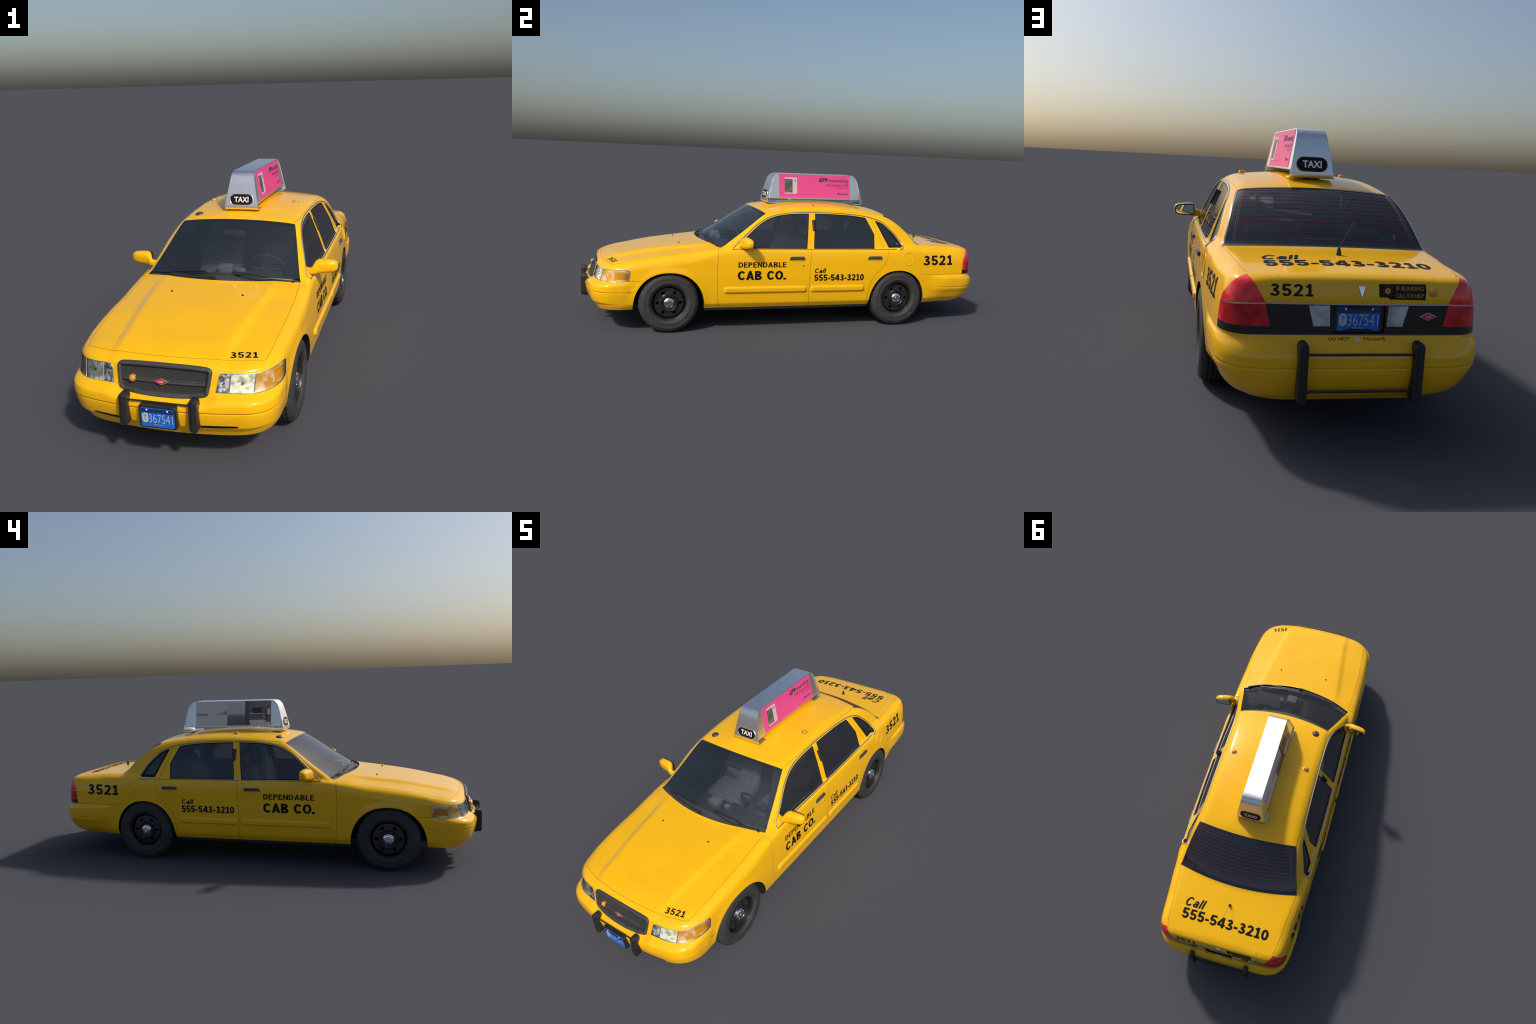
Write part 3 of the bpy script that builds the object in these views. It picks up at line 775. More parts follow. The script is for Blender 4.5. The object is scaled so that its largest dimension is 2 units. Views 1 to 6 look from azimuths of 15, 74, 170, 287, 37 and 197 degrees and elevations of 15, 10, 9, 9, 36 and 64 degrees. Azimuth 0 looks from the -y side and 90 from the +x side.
def glyph(ch, t):
    """(advance width, strokes); t is the pen width"""
    h = t / 2
    if ch == "0": return .58, [arc(.29, .5, .29 - h, .5 - h, 90, 450, 44)]
    if ch == "1": return .50, [[(.29, 0), (.29, 1)], [(.06, .765), (.16, .80), (.29, .965)], [(.03, h), (.50, h)]]
    if ch == "2": return .56, [arc(.275, .71, .275 - h, .29 - h, 172, -32) + [(.30, .34), (.055, .075)], [(0, h), (.56, h)]]
    if ch == "3": return .57, [arc(.27, .745, .235 - h, .255 - h, 165, -80) + [(.20, .525)], [(.20, .525)] + arc(.265, .27, .295 - h, .27 - h, 82, -168)]
    if ch == "4": return .62, [[(.40, .96), (.045, .32)], [(0, .27), (.62, .27)], [(.435, 0), (.435, 1)]]
    if ch == "5": return .57, [[(.10, 1 - h), (.52, 1 - h)], [(.135, .98), (.095, .50)], [(.095, .52)] + arc(.28, .325, .285 - h, .325 - h, 130, -160)]
    if ch == "-": return .32, [[(0, .37), (.32, .37)]]
    if ch == ".": return .17, [[(.085 - t * .62, t * .55), (.085 + t * .62, t * .55)]]
    if ch == "C": return .64, [arc(.34, .5, .34 - h, .5 - h, 38, 322, 40)]
    if ch == "O": return .70, [arc(.35, .5, .35 - h, .5 - h, 90, 450, 44)]
    if ch == "A": return .68, [[(h * .9, 0), (.34, .99)], [(.68 - h * .9, 0), (.34, .99)], [(.15, .29), (.53, .29)]]
    if ch == "B": return .60, [[(h, 0), (h, 1)], [(h, 1 - h), (.30, 1 - h)] + arc(.30, .755, .255 - h, .245 - h, 90, -90) + [(h, .52)], [(h, .52), (.32, .52)] + arc(.32, .265, .28 - h, .265 - h, 90, -90) + [(h, h)]]
    if ch == "D": return .62, [[(h, 0), (h, 1)], [(h, 1 - h), (.26, 1 - h)] + arc(.26, .5, .36 - h, .5 - h, 90, -90) + [(h, h)]]
    if ch == "E": return .52, [[(h, 0), (h, 1)], [(h, 1 - h), (.50, 1 - h)], [(h, .525), (.46, .525)], [(h, h), (.52, h)]]
    if ch == "L": return .48, [[(h, 0), (h, 1)], [(h, h), (.48, h)]]
    if ch == "N": return .64, [[(h, 0), (h, 1)], [(.64 - h, 0), (.64 - h, 1)], [(h * 1.1, .97), (.64 - h * 1.1, .03)]]
    if ch == "P": return .57, [[(h, 0), (h, 1)], [(h, 1 - h), (.30, 1 - h)] + arc(.30, .72, .27 - h, .28 - h, 90, -90) + [(h, .45)]]
    if ch == "a": return .50, [arc(.22, .23, .22 - h, .23 - h, 0, 360, 34), [(.44 - h * .4, .58), (.44 - h * .4, 0)], arc(.26, .47, .18 - h * .6, .25 - h, 160, 0)]
    if ch == "l": return t, [[(h, 0), (h, 1)]]
    return .30, []                                                                # space

def ribbon(path, w):
    """flat pen stroke with square ends"""
    p = np.array(path, float); keep = [0] + [i for i in range(1, len(p)) if np.linalg.norm(p[i] - p[i-1]) > 1e-6]; p = p[keep]
    seg = np.diff(p, axis=0); seg /= np.linalg.norm(seg, axis=1, keepdims=True); nr = np.stack([-seg[:, 1], seg[:, 0]], 1)
    closed = np.linalg.norm(p[0] - p[-1]) < 1e-6
    out = []
    for i in range(len(p)):
        a, b = (nr[i-1] if i else (nr[-1] if closed else nr[0])), (nr[i] if i < len(nr) else (nr[0] if closed else nr[-1]))
        m = a + b; m /= np.linalg.norm(m); m /= max(m @ a, .5); out += [p[i] + m * w / 2, p[i] - m * w / 2]
    return np.array(out), [(2*i, 2*i + 1, 2*i + 3, 2*i + 2) for i in range(len(p) - 1)]

def signwriting(text, fmap, at, width, height, pen, parent, slant=0., gap=.10, flip=False, lift=.0008, fine=.007, mat="letter", local=None):
    """painted gothic lettering; pen is the stroke width as a share of the letter height"""
    x = 0.; strokes = []
    for ch in text:
        w, st = glyph(ch, pen)
        strokes += [[(x + a + b * slant, b) for a, b in path] for path in st]; x += w + gap
    V, Fs, k = [], [], 0
    lo, hi = 1e9, -1e9
    parts = []
    for path in strokes:
        q, f = ribbon(dense(path, .09), pen); parts.append((q, f)); lo, hi = min(lo, q[:, 0].min()), max(hi, q[:, 0].max())
    for i, (q, f) in enumerate(parts):
        q = np.stack([(q[:, 0] - lo) / (hi - lo) * width, q[:, 1] * height], 1)
        q = np.stack([at[0] + (-q[:, 0] if flip else q[:, 0]), at[1] + q[:, 1]], 1)
        V.append(fmap(q, lift + .00004 * (i % 4))); Fs += [tuple(v + k for v in ff) for ff in f]; k += len(q)
    V = np.vstack(V); m = np.array([[at[0] + (-width if flip else width) / 2, at[1] + height / 2]])
    return add("lettering", V, orient(V, Fs, (fmap(m, .01) - fmap(m, 0))[0]), mat, parent, smooth=False)

def tube(name, path, r, mat, parent=None, closed=False, n=8, flat=None, stuff=False):
    p = np.array(path, float); m = len(p)
    t = (np.roll(p, -1, 0) - np.roll(p, 1, 0)) if closed else np.gradient(p, axis=0)
    t /= np.maximum(np.linalg.norm(t, axis=1, keepdims=True), 1e-12)
    ref = np.array([0, 0, 1.]) if abs(t[:, 2]).mean() < .8 else np.array([1., 0, 0])
    rr = np.broadcast_to(r, m); V = []; Fs = []
    for i in range(m):
        a = np.cross(t[i], ref); a /= np.linalg.norm(a); b = np.cross(a, t[i])
        for k in range(n):
            c, s = math.cos(2*math.pi*k/n), math.sin(2*math.pi*k/n)
            V.append(p[i] + rr[i] * (a * c + b * s))
    for i in range(m if closed else m - 1):
        j = (i + 1) % m
        for k in range(n):
            l = (k + 1) % n; Fs.append((i*n + k, i*n + l, j*n + l, j*n + k))
    if not closed: Fs += [tuple(range(n))[::-1], tuple((m-1)*n + k for k in range(n))]
    ob = add(name, V, Fs, mat, parent, stuff=stuff)
    bm = bmesh.new(); bm.from_mesh(ob.data); bmesh.ops.recalc_face_normals(bm, faces=bm.faces); bm.to_mesh(ob.data); bm.free()
    return sharpen(ob, 50)

def lathe(name, prof, mat, n=48, parent=None, origin=(0, 0, 0), axis="x", cap=False, sharp=35, link=True):
    """revolve (radius, height) about an axis"""
    V, Fs = [], []; m = len(prof)
    for k in range(n):
        a = 2 * math.pi * k / n; c, s = math.cos(a), math.sin(a)
        for r, h in prof:
            v = {"x": (h, r*c, r*s), "y": (r*s, h, r*c), "z": (r*c, r*s, h)}[axis]; V.append([v[i] + origin[i] for i in range(3)])
    for k in range(n):
        j = (k + 1) % n
        for i in range(m - 1): Fs.append((k*m + i, j*m + i, j*m + i + 1, k*m + i + 1))
    ob = add(name, V, Fs, mat, parent)
    bm = bmesh.new(); bm.from_mesh(ob.data); bmesh.ops.remove_doubles(bm, verts=bm.verts, dist=1e-6); bmesh.ops.recalc_face_normals(bm, faces=bm.faces); bm.to_mesh(ob.data); bm.free()
    return sharpen(ob, sharp)

def block(name, centre, size, mat, bevel=.004, parent=None, rot=(0, 0, 0), seg=2, taper=None):
    bm = bmesh.new(); bmesh.ops.create_cube(bm, size=1)
    for v in bm.verts:
        v.co = Vector((v.co.x * size[0], v.co.y * size[1], v.co.z * size[2]))
        if taper and v.co.z > 0: v.co.x *= taper[0]; v.co.y *= taper[1]
    if bevel: bmesh.ops.bevel(bm, geom=bm.edges[:], offset=bevel, segments=seg, affect="EDGES", profile=.5)
    from mathutils import Euler
    bmesh.ops.transform(bm, matrix=Matrix.Translation(centre) @ Euler([math.radians(a) for a in rot]).to_matrix().to_4x4(), verts=bm.verts)
    me = bpy.data.meshes.new(name); bm.to_mesh(me); bm.free(); me.materials.append(M[mat])
    me.polygons.foreach_set("use_smooth", [True] * len(me.polygons))
    ob = bpy.data.objects.new(name, me); COLL.objects.link(ob); ob.parent = parent or TAXI
    return sharpen(ob, 40)

# --- side parts, both flanks ----------------------------------------------------
dlo = smooth_path([(-.331, .3795), (-.262, .4425), (-.203, .4915), (-.150, .5205), (-.10, .5350), (-.03, .5440), (.055, .5475), (.18, .5460), (.27, .5415), (.348, .5325), (.390, .5225), (.428, .5095),
                   (.452, .4930), (.496, .4500), (.5275, .4080), (.5330, .3965), (.5255, .3840), (.505, .3795)], 6) + [(.40, .3795), (.20, .3795), (0, .3795), (-.2, .3795)]
for i, sg in enumerate((1, -1)):
    sm = side_map(sg); fd, rd, qp, cf = P["front_door"][i], P["rear_door"][i], P["quarter_panel"][i], P["cabin_frame"][i]
    tube("window_trim", sm(np.array(dense(dlo, .008, True)), .0004), .0024, "trim", cf, closed=True, n=6)
    for (y0, y1), par in (((-.3700, .0270), fd), ((.0490, .3240), rd)):
        pad("rub_strip", rrect((y0 + y1)/2, .1945, y1 - y0, .0285, .0115), sm, [(-.0012, -.001), (.0006, .0030), (.0025, .0052), (.006, .0066), (.009, .0068)], "paint", par, sharp=60)
    for (y0, y1), par in (((-.062, .0122), fd), ((.3365, .4110), rd)):
        hp = [(y0, .3350), (y1 - .003, .3350), (y1, .3375), (y1, .3455), (y1 - .003, .3480), (y0 + .012, .3480), (y0 + .006, .3455)]
        pad("door_handle", hp, sm, [(-.0005, -.001), (.0, .0050), (.0010, .0072), (.0030, .0080)], "grey", par, step_=.004)
        # thumb recess below the handle
        pad("handle_recess", smooth_path([(y0 + .018, .3345), (y1 - .004, .3345), (y1 - .006, .3265), (y0 + .030, .3260)], 4, True), sm, [(0, .0004), (.002, .0012), (.004, .0014)], "paint", par, step_=.004, sharp=70)
    lathe("door_lock", [(0, .0028), (.0030, .0028), (.0040, .0016), (.0040, -.002)], "chrome", 16, fd, (sm([(.0070, .3066)], 0)[0][0] if sg > 0 else 0, .0070, .3066)) if sg > 0 else None
    # lettering
    st = lambda y0, w: ((y0, False) if sg > 0 else (y0 + w, True))
    def side_text(t, y0, y1, z0, z1, par, **kw):
        a, fl = (y0, False) if sg > 0 else (y1, True)
        signwriting(t, sm, (a, z0), y1 - y0, z1 - z0, parent=par, flip=fl, **kw)
    d = 0 if sg > 0 else .012
    side_text("DEPENDABLE", -.3055, -.0765, .2990, .3230, fd, pen=.170, gap=.10)
    side_text("CAB CO.", -.3080, -.0755, .2410, .2830, fd, pen=.205, gap=.07)
    side_text("Call", *((.0655, .1245) if sg > 0 else (.2545, .3140)), .2705, .2920, rd, pen=.165, slant=.22, gap=.10)
    side_text("555-543-3210", *((.0645, .3195) if sg > 0 else (.0605, .3145)), .2325, .2630, rd, pen=.195, gap=.08)
    side_text("3521", .6450, .8155, .3002, .3485, qp, pen=.19, gap=.11)
    tube("fuel_flap_rim", on_strip(fuel, .0003) * [sg, 1, 1], .0018, "paint", qp, closed=True, n=8)
    # beacon box on the centre post
    pad("post_lamp", rrect(.0715, .4885, .0135, .0490, .004), sm, [(0, -.001), (0, .0065), (.0015, .0090), (.004, .0098)], "black", cf, step_=.004)
    # mirror: foot, arm, housing, glass
    foot = [(-.3215, .3815), (-.2680, .3815), (-.2720, .3950), (-.2860, .4140)]
    pad("mirror_foot", foot, sm, [(0, -.003), (0, .0015), (.002, .0030)], "paint", fd, step_=.006)
    V, Fs = [], []
    sec = [(.288, -.288, .3975, .020, .0, .0125), (.300, -.291, .3985, .019, .0, .0125), (.309, -.292, .4005, .019, .0, .0135), (.315, -.286, .4055, .030, .0, .0215), (.322, -.279, .4095, .038, .0, .0265), (.332, -.2755, .4125, .040, .0, .0275),
           (.360, -.2720, .4135, .0385, .0, .0255), (.382, -.2685, .4140, .0350, .0, .0225), (.393, -.2660, .4140, .0290, .0, .0175), (.3975, -.2640, .4140, .0190, .0, .0105), (.3985, -.2635, .4140, .0060, .0, .003)]
    nn = 28
    for x, y, z, ly, _, hz in sec:
        for k in range(nn):
            a = 2*math.pi*k/nn; c, s = math.cos(a), math.sin(a); e = .62
            yy = math.copysign(abs(c) ** e, c); zz_ = math.copysign(abs(s) ** e, s)
            # flat towards the rear (+y), bulged forwards
            V.append((sg * x, y + ly * .5 * (yy if yy < 0 else yy * .85) + (0 if yy < 0 else 0), z + hz * zz_ * (1 - .18 * max(0, -yy))))
    for r in range(len(sec) - 1):
        for k in range(nn):
            l = (k + 1) % nn; Fs.append((r*nn + k, r*nn + l, (r+1)*nn + l, (r+1)*nn + k))
    Fs += [tuple(range(nn)), tuple((len(sec)-1)*nn + k for k in range(nn))]
    mh = add("wing_mirror", V, Fs, "paint", fd)
    bm = bmesh.new(); bm.from_mesh(mh.data); bmesh.ops.recalc_face_normals(bm, faces=bm.faces); bm.to_mesh(mh.data); bm.free(); sharpen(mh, 60)
    pm = plane_map((sg * .358, -.2555, .4135), (1, .10 * sg, 0), (0, .0, 1))
    face = [(sg * a, b) for a, b in smooth_path([(-.038, .015), (-.030, .0215), (.020, .0185), (.0335, .010), (.0345, -.006), (.024, -.0175), (-.028, -.0215), (-.038, -.014)], 4, True)]
    pm2 = lambda q, h, pm=pm: pm(q, -np.asarray(h) if pm.normal[1] < 0 else h)
    pad("mirror_rim", face, pm2, [(-.001, -.008), (-.001, .0010), (.0015, .0018), (.0030, .0004)], "black", mh, fill=False, step_=.004)
    pad("mirror_glass", face, pm2, [(.0026, .0002), (.0030, .0006)], "mirror", mh, step_=.004)


# --- nose ------------------------------------------------------------------------
gfull = [(x, z) for x, z in grille] + [(-x, z) for x, z in grille[::-1][1:-1]]
gr = pad("grille_frame", gfull, nose_map, [(-.0012, -.004), (-.0008, .0035), (.0015, .0068), (.0055, .0078), (.0085, .0066), (.0100, .0030), (.0105, -.0120)], "grey", P["nose_panel"], fill=False, sharp=50, step_=.006)
pad("grille_mesh", gfull, nose_map, [(.0098, -.0035), (.0102, -.0030)], "mesh", gr, step_=.006)
pad("grille_bar", rrect(0, .2575, .248, .0125, .002), nose_map, [(0, -.006), (0, .001), (.0012, .0032), (.0030, .0036), (.0042, .0028)], "grey", gr)
dia = lambda cx, cz, w, h: [(cx - w, cz), (cx, cz - h), (cx + w, cz), (cx, cz + h)]
bd = pad("diamond_badge", dia(-.004, .2570, .0250, .0102), nose_map, [(0, 0), (0, .0050), (.0012, .0060)], "chrome", gr, step_=.004, inner_grid=.004)
pad("badge_enamel", dia(-.004, .2570, .0205, .0080), nose_map, [(0, .0058), (.0004, .0066)], "red", bd, step_=.004, inner_grid=.004)
lettering("Cab", nose_map, (-.0115, .2545), .015, .0052, "white", bd, bold=.0, slant=.2, lift=.0069)
def bullet(name, at, fmap, r, depth, mat, parent):
    o = fmap([at], 0)[0]; n = fmap([at], .01)[0] - o; n /= np.linalg.norm(n)
    prof = [(0, depth), (r*.45, depth*.93), (r*.80, depth*.70), (r, depth*.36), (r*1.04, depth*.12), (r*1.04, -.004)]
    ob = lathe(name, prof, mat, 28, parent, axis="y")
    ob.matrix_world = Matrix.Translation(o) @ Vector((0, 1, 0)).rotation_difference(Vector(n)).to_matrix().to_4x4(); return ob
bullet("amber_beacon", (-.0925, .2575), nose_map, .0108, .012, "amber", gr)

def guard(sg_y, xs, z0, z1, y, w, bars, mat="black"):
    """bumper over-riders joined by rods"""
    posts = []
    for x in xs:
        o = plane_map((x, y, (z0 + z1)/2), (1, 0, 0) if sg_y < 0 else (-1, 0, 0), (0, 0, 1))
        ph = z1 - z0
        ob = pad("guard_post", rrect(0, 0, w, ph, w * .46), o, [(0, -.024), (0, .000), (.0008, .0035), (.0035, .0052), (.0042, .0046), (.0070, .0046), (.0078, .0062), (.0095, .0070)], mat, P["front_bumper"] if sg_y < 0 else P["rear_bumper"], step_=.004, sharp=30)
        posts.append(ob)
        tube("guard_bracket", [(x, y - sg_y * .012, z0 + .004), (x, y - sg_y * .030, z0 + .006), (x, y - sg_y * .085, z0 + .013)], .0075, mat, ob)
    for z, r in bars:
        tube("guard_rod", [(xs[0], y - sg_y * .006, z), (0, y - sg_y * .006, z), (xs[1], y - sg_y * .006, z)], r, mat, posts[0])
guard(-1, (-.1045, .1020), .1340, .2325, -.9925, .0245, [(.2130, .0026)])
guard(1, (.1270, -.1310), .1120, .2480, .9935, .0215, [(.2205, .0030), (.1385, .0034)])

def licence(o, u, frame, w, h, parent, dark_top):
    pm = plane_map(o, u, (0, -.04 if u[0] > 0 else .04, 1))
    fr = pad("plate_frame", rrect(0, 0, w + frame[0], h + frame[1], .007), pm, [(0, -.018), (0, .0015), (.0012, .0028), (.004, .0030)], "black", parent, step_=.006)
    pl_ = pad("licence_plate", rrect(0, -.0015, w, h, .0045), pm, [(0, .0030), (.0005, .0040)], "plate", fr, step_=.006)
    pad("plate_band", rrect(0, h/2 - .0075 - .0015, w - .0015, .0130, .0035), pm, [(0, .0040), (.0003, .0043)], "plate_dark", pl_, step_=.005)
    pad("plate_pill", rrect(-w*.37, -.003, w*.185, h*.52, w*.088), pm, [(0, .0040), (.0004, .0046)], "plate_text", pl_, step_=.004)
    lettering("T", pm, (-w*.37 - .0045, -.003 - h*.15), .0090, h*.30, "plate", pl_, lift=.0050, bold=.005)
    lettering("367541", pm, (-w*.255, -.003 - h*.235), w*.715, h*.47, "plate_text", pl_, lift=.0047, bold=-.01, spacing=1.0)
    lettering("ONTARIO", pm, (-w*.19, h*.225), w*.40, h*.085, "phone", pl_, lift=.0050)
    lettering("SERVICE", pm, (-w*.13, -h*.41), w*.28, h*.055, "plate_text", pl_, lift=.0047)
    for x in (-w*.31, w*.31):
        b = lathe("plate_bolt", [(0, .0020), (.0020, .0016), (.0028, 0)], "white", 14, pl_, axis="y")
        b.matrix_world = Matrix.Translation(pm([(x, h/2 - .0065)], .0043)[0]) @ Vector((0, 1, 0)).rotation_difference(Vector(pm.normal)).to_matrix().to_4x4()
    return fr, pm
licence((-.0010, -.9925, .1715), (1, 0, 0), (.0125, .0110), .0985, .0580, P["front_bumper"], True)
fr, pm = licence((-.0010, .9440, .2905), (-1, 0, 0), (.0135, .0100), .0970, .0555, P["trunk_lid"], True)
pad("plate_frame_tab", rrect(0, .0245, .056, .0080, .003), pm, [(0, .0044), (.001, .0062)], "gloss", fr, step_=.004)
pad("plate_frame_tab", rrect(0, -.0275, .056, .0090, .003), pm, [(0, .0044), (.001, .0062)], "gloss", fr, step_=.004)

# headlamp bezels
for sg in (1, -1):
    i = 0 if sg > 0 else 1
    hl = on_strip(lamp, .0006) * [sg, 1, 1]
    tube("lamp_bezel", hl, .0008, "trim", heads[i], closed=True, n=5)
    for c in (lamp_cut1, lamp_cut2):
        tube("lamp_bezel", on_strip(c, .0002) * [sg, 1, 1], .0016, "trim", heads[i], n=5)
    for (x, y), r in (((.2235, -.9165), .0055), ((.1735, -.9325), .0045)):
        nv = gradient(strip_point([R(x, y, .2600)]))[0]; q = strip_point([R(x, y, .2600)])[0] - nv * .0050
        lathe("lamp_bulb", [(0, -.006), (r*.6, -.0048), (r*.95, -.0020), (r, .002)], "chrome", 16, heads[i], (sg*q[0], q[1], q[2]), "y")
    # bowls behind the lens
    for (x, y), r, m_ in (((.223, -.9130), .0165, "main_lamp"), ((.173, -.9290), .0115, "side_lamp")):
        b = lathe("lamp_bowl", [(0, -.0050), (r*.5, -.0042), (r, 0), (r*1.08, .001)], m_, 28, heads[i], axis="y")
        nv = gradient(strip_point([R(x, y, .2605)]))[0]
        b.matrix_world = Matrix.Translation((sg*(x - nv[0]*.005), y - nv[1]*.005, .2605)) @ Vector((0, 1, 0)).rotation_difference(Vector((sg*nv[0], nv[1], nv[2]))).to_matrix().to_4x4()

# --- tail ------------------------------------------------------------------------
signwriting("3521", tail_map, (.1985, .3385), .0945, .0258, .17, P["trunk_lid"], gap=.13, flip=True)
pad("warning_sticker", [(-.0434, .3675), (-.1515, .3680), (-.1535, .3520), (-.1515, .3335), (-.0680, .3345), (-.0650, .3380), (-.0440, .3390)], tail_map, [(0, .0002), (.0003, .0009)], "letter", P["trunk_lid"], step_=.006)
stk = bpy.data.objects["warning_sticker"]
M["ochre"] = material("ochre_print", (.50, .26, .03), .45)
lettering("IF BLINKING", tail_map, (-.0825, .3535), .0640, .0098, "ochre", stk, flip=True, lift=.0014, bold=.01)
lettering("CALL FOR HELP", tail_map, (-.0825, .3380), .0640, .0098, "ochre", stk, flip=True, lift=.0014, bold=.01)
circ = lambda cx, cy, r, n=24: [(cx + r*math.cos(a), cy + r*math.sin(a)) for a in np.linspace(0, 2*math.pi, n + 1)[:-1]]
pad("sun_mark", circ(-.0632, .3530, .0068), tail_map, [(0, .0009), (.0003, .0014)], "ochre", stk, step_=.003, inner_grid=.004)
for k in range(8):
    a = math.radians(45 * k + 10); c, s = math.cos(a), math.sin(a)
    tube("sun_mark", tail_map([(-.0632 + c*.0090, .3530 + s*.0090), (-.0632 + c*.0130, .3530 + s*.0130)], .0012), .0005, "ochre", stk, n=5)
bullet("amber_beacon", (-.1690, .3510), tail_map, .0098, .0065, "amber_deep", P["trunk_lid"])
em = pad("shield_emblem", [(.0060, .3625), (-.0140, .3625), (-.0125, .3595), (-.0055, .3380), (-.0030, .3380), (.0045, .3595)], tail_map, [(0, -.0005), (.0003, .0022), (.0012, .0032)], "chrome", P["trunk_lid"], step_=.003, inner_grid=.004)
bd2 = pad("diamond_badge", dia(-.1600, .2970, .0212, .0088), tail_map, [(0, -.0005), (.0, .0018), (.0010, .0026)], "chrome", bpy.data.objects["rear_panel"], step_=.004, inner_grid=.004)
pad("badge_enamel", dia(-.1600, .2970, .0180, .0072), tail_map, [(0, .0024), (.0004, .0032)], "red", bd2, step_=.004, inner_grid=.004)
lettering("Cab", tail_map, (-.1535, .2948), .0130, .0045, "white", bd2, bold=.0, slant=.2, lift=.0036, flip=True)
lettering("DO NOT", tail_map, (.0665, .2440), .0470, .0062, "letter", P["rear_bumper"], flip=True)
lettering("TAILGATE", tail_map, (-.0110, .2440), .0510, .0062, "letter", P["rear_bumper"], flip=True)
pad("round_mark", circ(.0020, .2468, .0046), tail_map, [(0, 0), (.0003, .0010), (.0012, .0014)], "chrome", P["rear_bumper"], step_=.002, inner_grid=.003)
# trunk lettering reads from behind: its right is -x, its up is -y
lid_read = lambda q, h: top_map(np.stack([-np.asarray(q)[:, 0], -np.asarray(q)[:, 1]], 1), h)
signwriting("Call", lid_read, (-.1965, -.8040), .0930, .0415, .165, P["trunk_lid"], slant=.22, gap=.10)
signwriting("555-543-3210", lid_read, (-.1980, -.8590), .4020, .0460, .195, P["trunk_lid"], gap=.08)
# hood number reads from the front: right is +x, up is +y
hood_read = lambda q, h: top_map(np.array([.1795, -.8845]) + np.asarray(q)[:, :1] * [.0737, .0242] + np.asarray(q)[:, 1:] * [-.0060, .0235], h)
signwriting("3521", hood_read, (0, 0), 1, 1, .18, P["hood"], gap=.12)
hn = bpy.data.objects[-1] if False else None

# --- roof and hood fittings ---------------------------------------------------------
for x in (.1236, -.1236):
    o = top_map([(x, -.5514)], 0)[0]
    lathe("washer_jet", [(0, .0045), (.0026, .0042), (.0034, .0025), (.0034, -.003)], "black", 14, P["hood"], o, "z")
o = top_map([(-.1715, -.1180)], 0)[0]; nv = gradient(np.array([[.1715, -.118, o[2]]]))[0] * [-1, 1, 1]
pk = lathe("antenna_puck", [(0, .0080), (.006, .0076), (.011, .0060), (.0150, .0030), (.0165, 0), (.0165, -.003)], "grey", 32, P["roof"], axis="z")
pk.matrix_world = Matrix.Translation(o) @ Vector((0, 0, 1)).rotation_difference(Vector(nv)).to_matrix().to_4x4()
for sg in (1, -1):
    o = top_map([(sg * .1780, .0860)], 0)[0]; nv = gradient(np.array([[.1780, .086, o[2]]]))[0] * [sg, 1, 1]
    rot = Matrix.Translation(o) @ Vector((0, 0, 1)).rotation_difference(Vector(nv)).to_matrix().to_4x4()
    base = [(.0135 * math.cos(a) * (1 - .22 * math.cos(a) * sg), .0125 * math.sin(a)) for a in np.linspace(0, 2*math.pi, 25)[:-1]]
    pmz = plane_map((0, 0, 0), (1, 0, 0), (0, 1, 0))
    rb = pad("marker_lamp_base", base, pmz, [(0, -.003), (0, .0015), (.0020, .0026)], "chrome", P["roof"], step_=.003, inner_grid=.005)
    rl_ = pad("marker_lamp", base, pmz, [(.0020, .0024), (.0024, .0050), (.0050, .0088), (.0075, .0100)], "amber_deep", P["roof"], step_=.003, inner_grid=.005)
    rb.matrix_world = rot; rl_.matrix_world = rot
o = top_map([(0, .7537)], 0)[0]
an = lathe("antenna_base", [(0, .0205), (.0022, .0200), (.0042, .0150), (.0062, .004), (.0070, 0), (.0070, -.003)], "black", 20, P["trunk_lid"], o, "z")
tube("antenna_mast", [o + [0, 0, .018], (.0005, .872, .4985)], .0004, "black", an, n=5)

# wipers on the cowl
for pv, tip, mid in (((.2580, -.3945), (.0520, -.4180), (.150, -.4245)), ((-.0100, -.4435), (-.2180, -.4000), (-.105, -.4300))):
    path = smooth_path([pv, mid, tip], 8)
    pts = top_map(np.array(path), .0065)
    wa = tube("wiper_arm", pts, np.linspace(.0040, .0022, len(pts)), "black", n=6)
    lathe("wiper_pivot", [(0, .010), (.0050, .009), (.0060, 0), (.0060, -.004)], "black", 16, wa, top_map([pv], 0)[0], "z")
    sgx = 1 if tip[0] > pv[0] else -1
    bp = [(mid[0] + .055 * -sgx * 0 + (mid[0] - tip[0]) * .5, mid[1] + .016), ((mid[0] + tip[0]) / 2, (mid[1] + tip[1]) / 2 + .013), (tip[0] - (mid[0] - tip[0]) * .05, tip[1] + .006)]
    tube("wiper_blade", top_map(np.array(smooth_path(bp, 8)), .0030), .0026, "black", wa, n=6)

